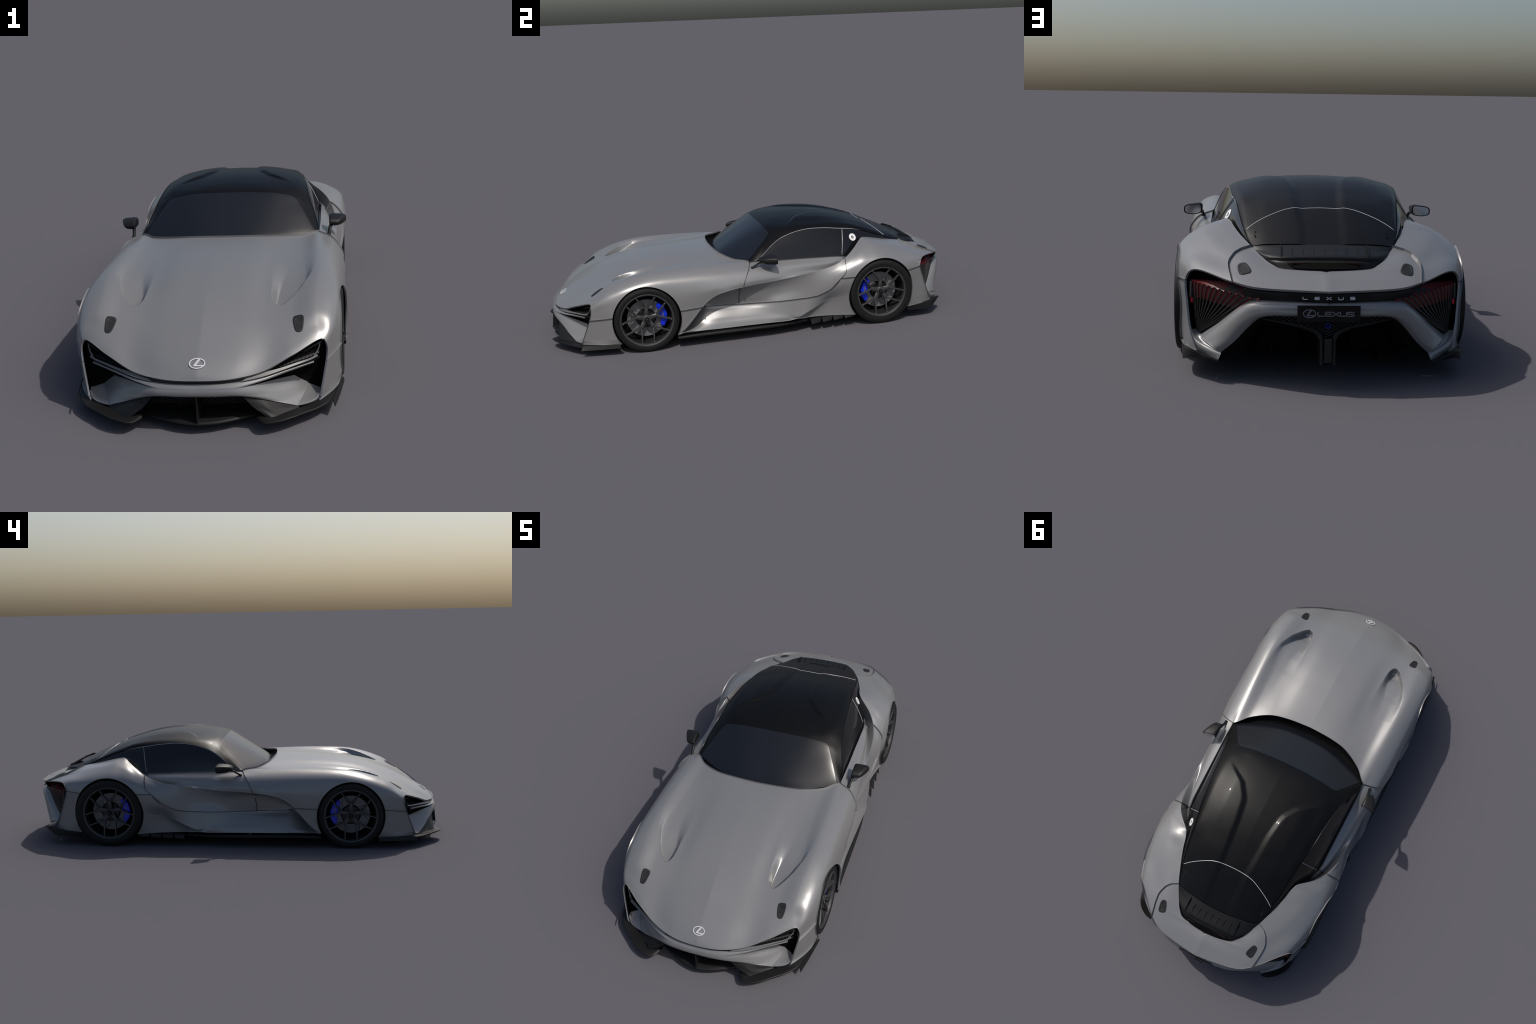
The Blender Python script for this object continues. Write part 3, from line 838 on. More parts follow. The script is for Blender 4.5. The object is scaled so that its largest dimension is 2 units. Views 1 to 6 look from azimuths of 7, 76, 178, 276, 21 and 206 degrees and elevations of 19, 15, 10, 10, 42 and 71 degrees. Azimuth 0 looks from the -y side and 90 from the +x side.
for k, (t0, zz) in enumerate([(.25, .13), (.45, .128), (.65, .125), (.85, .122)]):
    x = .285 + .09 * t0
    add_pair("duct_vane", *box((x, -.795 + .01 * k, zz), (.004, .03, .06)), "lampdark", smooth=False)

# headlamp: grey blade, ribbed dark lens, brow bar and running-light strip
BL = [(.135,-.9560,.1575),(.16,-.948,.1590),(.2,-.9320,.1625),(.25,-.9050,.1685),(.30,-.8740,.1745),(.34,-.8480,.1785),(.362,-.8310,.1835)]
BU = [(.150,-.9460,.1640),(.17,-.938,.1660),(.205,-.9200,.1715),(.25,-.8985,.1750),(.30,-.8690,.1795),(.34,-.8445,.1835),(.361,-.8280,.1890)]
BB = [(.17,-.920,.162),(.19,-.905,.165),(.22,-.885,.170),(.26,-.860,.174),(.30,-.835,.178),(.335,-.818,.181),(.355,-.805,.186)]
patch("headlamp_blade", [BL, BU], 50, 6, "blade", thick=.002, smooth_v=False)
patch("headlamp_lens_floor", [[(x, y + .001, z - .0012) for x, y, z in BU], BB], 40, 4, "lampdark", smooth_v=False)
patch("headlamp_line", [[(x, y - .0004, z - .0005) for x, y, z in BL], [(x, y + .002, z - .0035) for x, y, z in BL]], 50, 3, "trimgrey", smooth_v=False)
patch("headlamp_edge", [[(.352,-.8350,.1860), (.358,-.831,.190), (.366,-.823,.200), (.3715,-.815,.218)],
                        [(.350,-.8340,.1870), (.355,-.829,.192), (.3635,-.821,.202), (.369,-.814,.219)]], 16, 3, "blade", smooth_v=False, thick=.002)
ribs = []
for i in range(13):
    t = (i + .5) / 13
    x = .222 + .145 * t
    yb = np.interp(x, [b[0] for b in BU], [b[1] for b in BU]); zb = np.interp(x, [b[0] for b in BU], [b[2] for b in BU])
    p0 = np.array((x, yb + .013, zb - .004)); p1 = np.array((x + .014, yb + .065, zb + .026))
    d = (p1 - p0); L = np.linalg.norm(d); d /= L
    u = np.array([.86, .5, 0]); w = np.cross(u, d); w /= np.linalg.norm(w); u = np.cross(d, w)
    ribs.append(box((p0 + p1) / 2, (.0085, .004, L), np.stack([u, w, d], 1)))
add_pair("headlamp_ribs", *merge(ribs), "lensrib", smooth=False)
patch("headlamp_back", [[(.15,-.940,.160),(.22,-.900,.172),(.30,-.850,.182),(.36,-.812,.190)],
                        [(.20,-.86,.20),(.25,-.83,.215),(.31,-.80,.232),(.372,-.768,.245)]], 16, 4, "void", smooth_v=False)
patch("headlamp_brow", [[(.318,-.846,.2050),(.345,-.828,.2130),(.373,-.809,.2210)], [(.330,-.838,.2110),(.35,-.824,.2175),(.374,-.807,.2270)]],
      14, 3, "trimgrey", thick=.004)
patch("running_light", [[(.30,-.871,.1690),(.335,-.845,.1735),(.368,-.822,.1790)], [(.30,-.868,.1630),(.335,-.842,.1670),(.369,-.819,.1720)]],
      14, 3, "trimgrey", thick=.003)

# black cheeks, grille, splitter
patch("lower_cheek", [
    [(.140,-.962,.110),(.2,-.940,.0895),(.25,-.917,.067),(.302,-.889,.0405)],
    [(.170,-.963,.075),(.215,-.953,.065),(.255,-.925,.052),(.304,-.891,.037)],
    [(.212,-.966,.043),(.225,-.966,.042),(.262,-.934,.040),(.306,-.893,.036)]], 24, 14, "black", smooth_u=False, smooth_v=False)
patch("grille_side", [
    [(.140,-.962,.111),(.170,-.963,.075),(.212,-.966,.042)],
    [(.135,-.872,.106),(.162,-.872,.075),(.195,-.872,.030)]], 14, 6, "black", smooth_v=False)
gv = [[(x, -.925, z) for x in (0, .06, .12, .155)] for z in (.12, .03)]
patch("grille_back", [[(x, -.87, .125) for x in (0, .1, .2)], [(x, -.87, .02) for x in (0, .1, .2)]], 4, 3, "void")
patch("grille_top", [[(0,-.978,.1165),(.06,-.979,.118),(.13,-.970,.116)], [(0,-.872,.118),(.06,-.872,.118),(.13,-.872,.116)]], 12, 4, "void")
def lattice(x0, x1, z0, z1, y_of_x, px, pz, r, inside):
    parts = []
    n = int((x1 - x0) / px) + int((z1 - z0) / pz) + 4
    for sgn in (1, -1):
        for k in range(-n, n):
            seg = []
            for t in np.linspace(-.5, 1.5, 90):
                z = z0 + (z1 - z0) * t
                x = x0 + k * px + sgn * (z - z0) * px / pz
                if x0 <= x <= x1 and z0 <= z <= z1 and inside(x, z): seg.append((x, y_of_x(x), z))
                else:
                    if len(seg) > 1: parts.append(tube(seg, r, 4))
                    seg = []
            if len(seg) > 1: parts.append(tube(seg, r, 4))
    return merge(parts)
lat = lattice(-.165, .165, .066, .119, lambda x: -.925 + .3 * abs(x) ** 2, .0185, .0085, .0009,
              lambda x, z: abs(x) < .135 + (.116 - z) * .55 and abs(x) > .004)
ob = add_obj("grille_mesh", *lat, "meshgrey"); ob["kind"] = "stuff"
V, F = prism([(-.984, .121), (-.9935, .034), (-.985, .026), (-.875, .026), (-.875, .121)], ((-.002, 0, 0), (0, 1, 0), (0, 0, 1)), .004)
add_obj("grille_fin", V, F, "black", smooth=False)
patch("splitter", [
    [(0,-.872,.046),(.06,-.872,.046),(.13,-.872,.046),(.19,-.872,.044)],
    [(0,-.945,.042),(.06,-.942,.042),(.13,-.925,.040),(.187,-.905,.037)],
    [(0,-.9955,.034),(.06,-.983,.033),(.13,-.950,.032),(.185,-.918,.031)],
    [(0,-.996,.026),(.06,-.983,.025),(.13,-.950,.024),(.185,-.918,.023)],
    [(0,-.90,.022),(.06,-.90,.022),(.13,-.90,.022),(.185,-.90,.022)]], 24, 20, "black", smooth_v=False)
# outer lip: a broad curved tray running back into the winglet
patch("front_lip", [
    [(.178,-.940,.046),(.225,-.966,.044),(.262,-.934,.042),(.306,-.893,.039),(.345,-.873,.045),(.372,-.845,.050),(.405,-.790,.049),(.432,-.712,.052)],
    [(.178,-.955,.043),(.212,-.984,.043),(.260,-.960,.044),(.312,-.917,.043),(.355,-.886,.046),(.388,-.851,.049),(.415,-.79,.050),(.4345,-.708,.0535)],
    [(.180,-.966,.037),(.207,-.999,.040),(.245,-.995,.0445),(.285,-.974,.047),(.325,-.940,.0465),(.365,-.906,.0455),(.400,-.864,.0475),(.419,-.79,.0495),(.4365,-.705,.0535)],
    [(.181,-.963,.032),(.208,-.995,.035),(.245,-.991,.0385),(.285,-.970,.040),(.325,-.936,.0385),(.365,-.902,.037),(.398,-.860,.037),(.417,-.79,.036),(.436,-.705,.038)],
    [(.178,-.90,.028),(.21,-.90,.028),(.262,-.88,.026),(.31,-.86,.025),(.345,-.84,.027),(.37,-.82,.03),(.39,-.77,.032),(.41,-.705,.034)]],
    60, 24, "black", smooth_v=False)
patch("front_winglet", [
    [(.4095,-.866,.0525),(.424,-.79,.0535),(.4370,-.700,.0545)],
    [(.4165,-.876,.0345),(.4310,-.79,.0345),(.4430,-.696,.0350)]], 16, 4, "black", thick=.003, smooth_v=False)
# ================================================================== TAIL
TR = SIDE[-1]                                             # trailing rib: deck edge, lamp corner, lamp outer edge
def k_of(li): return sum(SIDE_COUNTS[:li])
tail_edge = TR[k_of(4):k_of(8) + 4]                        # deck trailing edge, centre to lamp corner
def te(x, dy=0, dz=0):
    o = np.argsort(tail_edge[:, 0])
    return (x, float(np.interp(x, tail_edge[o, 0], tail_edge[o, 1])) + dy, float(np.interp(x, tail_edge[o, 0], tail_edge[o, 2])) + dz)
def back(c):
    """Bow the middle of the tail out to the deck's trailing edge."""
    out = []
    for x, y, z in c:
        k = max(0, 1 - (x / .27) ** 2); out.append((x, y + .0150 * k, z + .0034 * k))
    return out
TX = [0, .05, .1, .15, .19, .23]
patch("tail_strip", [[te(x, -.006, -.004) for x in TX], [te(x, -.004, -.010) for x in TX],
                     back([(0,.9645,.2365),(.05,.964,.2365),(.1,.961,.2370),(.15,.953,.237),(.19,.935,.235),(.23,.905,.232)])], 40, 6, "black", smooth_v=False)
patch("tail_panel", [back(c) for c in ([(0,.9705,.2555),(.06,.9685,.2560),(.112,.9625,.2575)], [(0,.9710,.2405),(.05,.9700,.2407),(.088,.9655,.2417)])], 16, 4, "plate", thick=.001)
word = []
for i, c in enumerate("LEXUS"):
    x = .0636 - .0318 * i
    word.append(lettering(c, (x, .9885 - .75 * x * x, .2523), (-1, 0, 0), (0, -.22, .975), .0135, .0072, 0, .0019, .0012))
add_obj("tail_lettering", *merge(word), "emblem", smooth=False)

# rear bumper bar and cheek
rb = [
    [(0,.958,.2365),(.1,.955,.2375),(.17,.943,.2375),(.205,.924,.2335),(.235,.898,.215),(.294,.846,.160),(.340,.806,.116)],
    [(0,.9700,.2350),(.1,.9665,.2360),(.17,.9550,.2360),(.208,.936,.2300),(.241,.910,.208),(.297,.858,.156),(.347,.818,.1125)],
    [(0,.9780,.2280),(.1,.9745,.2285),(.17,.9630,.2280),(.213,.945,.2200),(.249,.922,.195),(.302,.876,.145),(.346,.842,.1070)],
    [(0,.9800,.2160),(.1,.9770,.2165),(.168,.9680,.2150),(.210,.952,.2045),(.246,.934,.1770),(.294,.901,.127),(.330,.872,.1015)],
    [(0,.9795,.2030),(.1,.9762,.2030),(.160,.9675,.2000),(.196,.955,.1880),(.232,.939,.1570),(.270,.921,.113),(.303,.903,.0885)],
    [(0,.972,.1980),(.1,.9690,.1980),(.150,.9610,.1965),(.183,.951,.1885),(.216,.937,.1580),(.252,.921,.115),(.289,.905,.0800)],
]
patch("rear_bumper_bar", [back(c) for c in rb], 70, 40, "paint")
lowrib = TR[k_of(13):]                                    # lower end of the side panel's rear edge
def tr(z, dx=0):
    o = np.argsort(lowrib[:, 2])
    return (float(np.interp(z, lowrib[o, 2], lowrib[o, 0])) + dx, float(np.interp(z, lowrib[o, 2], lowrib[o, 1])), z)
patch("rear_pocket_floor", [
    [(.347,.818,.1125),(.346,.842,.1070),(.330,.872,.1015),(.303,.903,.0885),(.289,.905,.0800)],
    [(.366,.816,.1220),(.359,.836,.1060),(.343,.857,.0965),(.314,.888,.0865),(.2895,.907,.0785)],
    [tr(.1230),(.3665,.846,.1055),(.350,.8635,.0955),(.320,.889,.0860),(.290,.909,.0775)],
    [tr(.1000),(.3630,.8560,.0930),(.349,.871,.0870),(.320,.895,.0800),(.291,.912,.0735)],
    [tr(.0715),(.3470,.8660,.0680),(.336,.878,.0660),(.316,.897,.0630),(.297,.913,.0605)]], 40, 30, "paint")
# lamp cavity
patch("lamp_cavity", [
    [te(x, -.008, -.004) for x in (.15, .2, .25, .3, .35, .37)],
    [te(x, -.07, .0) for x in (.15, .2, .25, .3, .35, .37)],
    [(.2,.88,.22),(.24,.84,.21),(.28,.80,.18),(.32,.775,.15),(.34,.77,.13),(.35,.77,.11)],
    [(.205,.925,.231),(.24,.895,.208),(.27,.87,.180),(.30,.84,.150),(.325,.82,.125),(.345,.81,.108)]], 24, 18, "void", smooth_v=False)
patch("lamp_side_wall", [
    [(.381,.793,.286),(.390,.787,.258),(.387,.803,.20),(.379,.824,.14),(.374,.831,.120)],
    [(.372,.74,.280),(.376,.74,.25),(.372,.75,.20),(.362,.77,.14),(.350,.79,.112)]], 24, 4, "void", smooth_v=False)
# fan of slats converging at the lower corner
conv = np.array((.357, .8195, .1130))
fold0, fold1 = np.array((.178, .9550, .2410)), np.array((.3755, .7990, .2575))
nslat = 13
slats, reds, tops = [], [], []
def bar_between(p0, p1, w0, w1, th, side):
    p0, p1 = np.array(p0), np.array(p1); d = p1 - p0; d /= np.linalg.norm(d)
    s = np.array(side, float); s -= d * (s @ d); s /= np.linalg.norm(s); n = np.cross(d, s)
    V = []
    for p, w in ((p0, w0), (p1, w1)):
        V += [p + s * w / 2 + n * th / 2, p - s * w / 2 + n * th / 2, p - s * w / 2 - n * th / 2, p + s * w / 2 - n * th / 2]
    F = [(0, 1, 2, 3), (7, 6, 5, 4)] + [(i, i + 4, (i + 1) % 4 + 4, (i + 1) % 4) for i in range(4)]
    return np.array(V), F
along = fold1 - fold0; along /= np.linalg.norm(along)
for i in range(nslat * 2):
    t = (i + .5) / (nslat * 2)
    t = 1 - (1 - t) ** 1.35
    c = fold0 * (1 - t) + fold1 * t + np.array((0, .004 * math.sin(math.pi * t), 0))
    w = .0155 * (1 - t) ** .35 * .8 + .0018
    grey = i % 2 == 1
    Lt = (.085 * (1 - t) + .008); top = c + np.array((.70 * Lt, -.75 * Lt - .012 * t, .26 * Lt + .004 * (1 - t)))
    if grey:
        slats.append(bar_between(c, c * .03 + conv * .97 + along * (t - .5) * .006, w * .62, .0011, .006, along))
        tops.append(bar_between(c, top, w * .6, w * .55, .004, along))
    else:
        low = c * .70 + conv * .30 + np.array((0, -.002, 0))
        if t > .12: reds.append(bar_between(c - np.array((0, .0005, 0)), low, w * 1.25, w * .95, .004, along))
        reds.append(bar_between(c - np.array((0, .0003, 0)), top, w * 1.2, w * 1.1, .004, along))
add_pair("tail_lamp_slats", *merge(slats + tops), "slat", smooth=False)
add_pair("tail_lamp_lens", *merge(reds), "red", smooth=False)
add_pair("tail_reflector", *box((.3765, .8045, .205), (.006, .004, .0145)), "reflector", smooth=False)
add_pair("tail_lamp_end", *bar_between((.3780,.800,.258), (.3790,.803,.213), .009, .007, .004, (.7, -.7, 0)), "slat", smooth=False)

# spoiler panel in the deck opening, with fins, lip and slot
lead = [(0,.778,.3600),(.06,.776,.3597),(.12,.769,.358),(.17,.759,.3545),(.203,.747,.3495)]
midc = [(0,.815,.3490),(.06,.813,.3490),(.12,.806,.3475),(.165,.787,.344),(.196,.762,.342)]
trail = [(0,.852,.3400),(.06,.851,.3395),(.124,.845,.3370),(.162,.820,.3350),(.188,.780,.3385)]
face1 = [(0,.853,.3320),(.06,.852,.3315),(.124,.846,.3290),(.162,.821,.3280),(.187,.781,.3300)]
face2 = [(0,.862,.3290),(.06,.861,.3285),(.124,.853,.3250),(.155,.832,.322),(.182,.79,.3220)]
face3 = [(0,.8845,.3020),(.06,.8815,.3020),(.116,.868,.304),(.143,.847,.311),(.173,.80,.323)]
patch("spoiler", [lead, midc, trail, face1], 60, 14, "spoiler", smooth_v=False, thick=.002)
patch("spoiler_face", [face1, face2, face3], 60, 8, "spoiler", smooth_v=False)
patch("spoiler_slot", [[(0,.8665,.3265),(.06,.8655,.326),(.108,.8600,.3235)], [(0,.8820,.3105),(.05,.8800,.3107),(.085,.8755,.3118)]], 20, 3, "void", thick=.001)
add_obj("high_brake_light", *box((0, .8675, .3240), (.19, .002, .003)), "dimred", smooth=False)
for i in range(9):
    x = -.124 + .031 * i
    z0 = .3585 - .012 * abs(x) ; big = i in (0, 8)
    y0 = .776 - .35 * abs(x) ** 2 * 1.5 + (0 if big else .012)
    y1 = .846 - (.004 if abs(x) > .1 else 0)
    hgt = .010 if big else .0065
    def zs(y): return np.interp(y, [.777, .814, .852], [.3602, .3490, .3358]) - .15 * x * x
    out = [(y0, zs(y0) - .002), (y0 + .02, zs(y0 + .02) + hgt), (y1, zs(y1) + hgt * .8), (y1 + .003, zs(y1) - .003)]
    V, F = prism(out, ((x - .001, 0, 0), (0, 1, 0), (0, 0, 1)), .002)
    add_obj("spoiler_fin", V, F, "spoiler", smooth=False)
for sx in (1, -1):
    pass
hinge = []
p, n = drop(BVH_TOP, .195, .700)
for q, sz in (((.195, .690), (.004, .003, .003)), ((.195, .712), (.004, .003, .003)), ((.1975, .70), (.0015, .024, .002))):
    p, n = drop(BVH_TOP, *q); hinge.append(box(p + n * .0008, sz))
add_pair("window_hinge", *merge(hinge), "black", smooth=False)

# number plate, mesh, diffuser
add_obj("number_plate", *box((0, .9965, .2125), (.168, .004, .0440)), "plate", smooth=False)
PW = "LEXUS"
add_obj("plate_lettering", *lettering(PW, (-.0185, .9983, .2120), (-1, 0, 0), (0, 0, 1), .0190, .0125, .0200, .0026, .0008), "letter", smooth=False)
ve, fe = emblem((.0520, .9983, .2130), (-1, 0, 0), (0, 0, 1), .0330, .0215, .0008)
add_obj("plate_emblem", ve, fe, "letter", smooth=False)
def in_rear_mesh(x, z):
    x = abs(x)
    return z < .199 and z > np.interp(x, [0, .008, .015, .04, .10, .185], [.138, .142, .152, .166, .178, .193])
lat = lattice(-.185, .185, .138, .200, lambda x: .974 - .8 * x * x, .0165, .0085, .0008, in_rear_mesh)
ob = add_obj("rear_mesh", *lat, "meshgrey"); ob["kind"] = "stuff"
patch("rear_mesh_back", [[(0,.966,.206),(.1,.956,.205),(.19,.937,.2)], [(0,.966,.13),(.1,.956,.17),(.19,.937,.187)]], 8, 3, "void")
th = np.linspace(0, 2 * math.pi, 33)[:-1]
ring = [(.0066 * math.cos(a), .9800, .1755 + .0066 * math.sin(a)) for a in th]
add_obj("charge_ring", *tube(ring, .0014, 6, closed=True), "bluering")
# diffuser frame: arms sweeping from the bar down to a central fin
arm_o = [(.188,.950,.190),(.10,.968,.1765),(.055,.975,.1690),(.030,.980,.158),(.0165,.985,.139),(.0155,.992,.105),(.0155,.9985,.070)]
arm_i = [(.188,.948,.186),(.10,.966,.1700),(.060,.973,.1620),(.036,.978,.151),(.0235,.983,.134),(.0220,.990,.104),(.0220,.9965,.070)]
arm_b = [(.188,.90,.182),(.10,.90,.168),(.060,.90,.160),(.036,.90,.149),(.0235,.90,.132),(.0220,.90,.104),(.0220,.90,.070)]
arm_o = [(x, y + .0015 * max(0, 1 - (x / .19) ** 2), z + .0005) for x, y, z in arm_o]
arm_i = [(x, y + .0015 * max(0, 1 - (x / .19) ** 2), z + .0005) for x, y, z in arm_i]
patch("diffuser_frame", [[(x - .004 if x < .06 else x, y - .006, z + .003) for x, y, z in arm_o], arm_o, arm_i, arm_b], 50, 14, "black", smooth_v=False)
add_obj("fog_light", *box((0, .9890, .1095), (.020, .012, .067)), "lampdark", smooth=False)
cells = [box((sx * .0042, .9956, .0825 + .0098 * k), (.0050, .002, .0040)) for sx in (1, -1) for k in range(6)]
ob = add_obj("fog_light_cells", *merge(cells), "slat", smooth=False)
add_obj("diffuser_fin", *box((0, .880, .0890), (.031, .20, .040)), "void", smooth=False)
add_obj("rear_bulkhead", *box((0, .790, .125), (.66, .006, .15)), "void", smooth=False)
add_pair("diffuser_fence", *box((.150, .845, .075), (.004, .11, .055)), "void", smooth=False)
patch("diffuser_outer", [
    [(.184,.950,.189),(.216,.936,.158),(.252,.920,.115),(.289,.904,.080),(.298,.911,.060)],
    [(.180,.938,.183),(.207,.924,.155),(.243,.907,.113),(.279,.892,.076),(.290,.895,.056)],
    [(.150,.86,.170),(.165,.85,.150),(.19,.84,.113),(.215,.83,.080),(.225,.83,.05)]], 30, 10, "black", smooth_v=False)
patch("diffuser_roof", [
    [(0,.945,.168),(.08,.945,.172),(.188,.940,.186)],
    [(0,.72,.080),(.08,.72,.080),(.2,.72,.080)],
    [(0,.55,.045),(.08,.55,.045),(.2,.55,.045)]], 12, 14, "void")
patch("diffuser_wall", [[(.073,.86,.145),(.10,.858,.155),(.15,.855,.150),(.192,.85,.082)], [(.073,.86,.075),(.10,.86,.075),(.15,.86,.075),(.192,.86,.078)]], 12, 4, "void")
patch("rear_winglet", [
    [(.408,.715,.064),(.40,.76,.0665),(.388,.80,.0675),(.370,.84,.069),(.346,.866,.067),(.316,.897,.0625),(.297,.912,.060)],
    [(.411,.713,.062),(.409,.76,.0640),(.403,.81,.069),(.392,.85,.077),(.370,.890,.083),(.334,.917,.071),(.298,.925,.059)],
    [(.404,.715,.038),(.407,.76,.0385),(.404,.81,.040),(.398,.845,.043),(.376,.876,.056),(.332,.908,.060),(.298,.919,.055)]], 40, 10, "black", smooth_v=False, thick=.003)
# ================================================================== WHEELS
def tyre_profile(R, rr, w):
    o = w / 2
    return [(-o * .78, rr), (-o * .95, rr + .006), (-o, (R + rr) / 2), (-o * .98, R - .010), (-o * .92, R - .003), (-o * .80, R),
            (o * .80, R), (o * .92, R - .003), (o * .98, R - .010), (o, (R + rr) / 2), (o * .95, rr + .006), (o * .78, rr)]
def dense(profile, n=5):
    p = np.array(profile + [profile[0]], float)
    out = []
    for a, b in zip(p[:-1], p[1:]):
        out += [tuple(a + (b - a) * k / n) for k in range(n)]
    return out
def wheel_parts(R, w, rr):
    """Built around the origin, outward = +x. Returns list of (name, V, F, mat, smooth angle)."""
    out = []
    ty = lathe(tyre_profile(R, rr - .002, w), 128)
    out.append(("tyre", *ty, "rubber", 35))
    o = w / 2
    rim_prof = [(o * .60, rr), (o * .80, rr), (o * .93, rr + .0035), (o * .95, rr + .001), (o * .90, rr - .004), (o * .70, rr - .0060), (o * .66, rr - .0030)]
    out.append(("rim_barrel", *lathe([(-o * .85, rr - .003), (o * .70, rr - .003), (o * .70, rr - .0058), (-o * .2, rr - .011), (-o * .85, rr - .012)], 128), "barrel", 30))
    out.append(("rim", *lathe(rim_prof, 128), "rim", 30))
    # spokes: five arms, each forking into two
    sp = []
    face = o * .72
    def spoke(r0, a0, r1, a1, w0, w1, x0, x1, d0, d1, n=8):
        V, F = [], []
        for i in range(n + 1):
            t = i / n
            pa = np.array((0, r0 * math.cos(a0), r0 * math.sin(a0))); pb = np.array((0, r1 * math.cos(a1), r1 * math.sin(a1)))
            c = pa * (1 - t) + pb * t; dd_ = (pb - pa) / np.linalg.norm(pb - pa); tang = np.array((0, -dd_[2], dd_[1]))
            ww = (w0 + (w1 - w0) * t) / 2; xx = x0 + (x1 - x0) * t + .004 * math.sin(math.pi * t); dd = d0 + (d1 - d0) * t
            ex = np.array((1.0, 0, 0))
            V += [c + tang * ww * .62 + ex * xx, c + tang * ww + ex * (xx - .003), c + tang * ww * .8 + ex * (xx - dd),
                  c - tang * ww * .8 + ex * (xx - dd), c - tang * ww + ex * (xx - .003), c - tang * ww * .62 + ex * xx]
        m = 6
        for i in range(n):
            for k in range(m):
                F.append((i * m + k, i * m + (k + 1) % m, (i + 1) * m + (k + 1) % m, (i + 1) * m + k))
        F.append(tuple(range(m))[::-1]); F.append(tuple(n * m + k for k in range(m)))
        return np.array(V), F
    for k in range(5):
        a = math.radians(90 + 72 * k)
        sp.append(spoke(.014, a, .058, a, .024, .0150, face - .012, face - .009, .018, .016, 6))
        for sgn in (1, -1):
            sp.append(spoke(.049, a + sgn * .065, rr - .006, a + sgn * math.radians(21.8), .0095, .0068, face - .0088, face + .004, .015, .013, 10))
    out.append(("spokes", *merge(sp), "rim", 40))
    bolts = []
    for k in range(5):
        for sgn in (1, -1):
            a = math.radians(90 + 72 * k + sgn * 21.8)
            r = rr - .010
            c = np.array((face + .003, r * math.cos(a), r * math.sin(a)))
            bolts.append(tube([c, c + np.array((.003, 0, 0))], .0022, 8))
    out.append(("rim_bolts", *merge(bolts), "disc", 40))
    hubp = [(face - .035, .006), (face - .035, .020), (face - .012, .021), (face - .008, .0185), (face - .006, .0165), (face - .004, .0165), (face - .004, .006)]
    out.append(("hub", *lathe(hubp, 48), "rim", 30))
    teeth = []
    for k in range(20):
        a = 2 * math.pi * k / 20
        c = np.array((face - .0025, .0150 * math.cos(a), .0150 * math.sin(a)))
        teeth.append(tube([c, c + np.array((.004, 0, 0))], .0013, 6))
    out.append(("hub_teeth", *merge(teeth), "disc", 40))
    nut = [(face - .006, .001), (face - .006, .0118), (face + .008, .0112), (face + .013, .0090), (face + .0150, .005), (face + .0150, .001)]
    out.append(("center_nut", *lathe(nut, 40), "black", 35))
    # brake disc with curved slots, bell and studs
    dx = -.003
    out.append(("brake_disc", *lathe([(dx - .010, .045), (dx - .010, .088), (dx, .088), (dx, .045)], 96), "disc", 30))
    bell = [(dx - .01, .010), (dx - .01, .046), (dx + .002, .046), (dx + .008, .040), (dx + .008, .010)]
    out.append(("brake_bell", *lathe(bell, 64), "lampdark", 30))
    sl = []
    for k in range(8):
        a0 = 2 * math.pi * k / 8
        pth = [(dx + .0006, r * math.cos(a0 + (r - .05) * 9), r * math.sin(a0 + (r - .05) * 9)) for r in np.linspace(.050, .085, 8)]
        sl.append(tube(pth, .0009, 4))
    out.append(("disc_slots", *merge(sl), "trimgrey", 60))
    studs = [tube([(dx + .006, .030 * math.cos(a), .030 * math.sin(a)), (dx + .016, .030 * math.cos(a), .030 * math.sin(a))], .0055, 10)
             for a in [2 * math.pi * (k + .5) / 5 for k in range(5)]]
    out.append(("wheel_studs", *merge(studs), "lampdark", 40))
    barrel = [(-o * .5, .06), (-o * .5, rr - .005), (-o * .35, rr - .005), (-o * .35, .06)]
    out.append(("wheel_back", *lathe(barrel, 48), "void", 30))
    return out

def caliper_parts(ang, lean):
    """Blue caliper hugging the disc at a given angle, with lettering and end lugs."""
    parts = []
    r0, r1 = .062, .096
    n = 16
    out = []
    for i in range(n + 1):
        a = ang - .70 + 1.40 * i / n
        rr1 = r1 - .006 * (abs(i - n / 2) / (n / 2)) ** 2 + (.0015 if i % 4 == 0 else 0)
        out.append((rr1 * math.cos(a), rr1 * math.sin(a)))
    for i in range(n, -1, -1):
        a = ang - .70 + 1.40 * i / n
        q = abs(i - n / 2) / (n / 2)
        rr0 = r0 + .012 * q ** 2 + (.004 if .35 < q < .6 else 0)
        out.append((rr0 * math.cos(a), rr0 * math.sin(a)))
    V, F = [], []
    m = len(out)
    P = np.array(out); c = P.mean(axis=0)
    for x, sc in ((-.016, 1.0), (.010, 1.0), (.0145, .93)):
        for p in (c + (P - c) * sc): V.append((x, p[0], p[1]))
    for l in range(2):
        for i in range(m):
            j = (i + 1) % m
            F.append((l * m + i, l * m + j, (l + 1) * m + j, (l + 1) * m + i))
    half = n + 1
    for base, rev in ((0, True), (2 * m, False)):
        for i in range(n):
            q = (base + i, base + i + 1, base + m - 2 - i, base + m - 1 - i)
            F.append(q[::-1] if rev else q)
    lug = []
    for a in (ang - .6, ang + .6):
        p = np.array((.0, .080 * math.cos(a), .080 * math.sin(a)))
        lug.append(tube([p + np.array((.008, 0, 0)), p + np.array((.017, 0, 0))], .0055, 10))
    for a in (ang - .33, ang + .33):
        p = np.array((.0, .090 * math.cos(a), .090 * math.sin(a)))
        lug.append(tube([p + np.array((.008, 0, 0)), p + np.array((.0165, 0, 0))], .0065, 12))
    return (np.array(V), F), merge(lug)

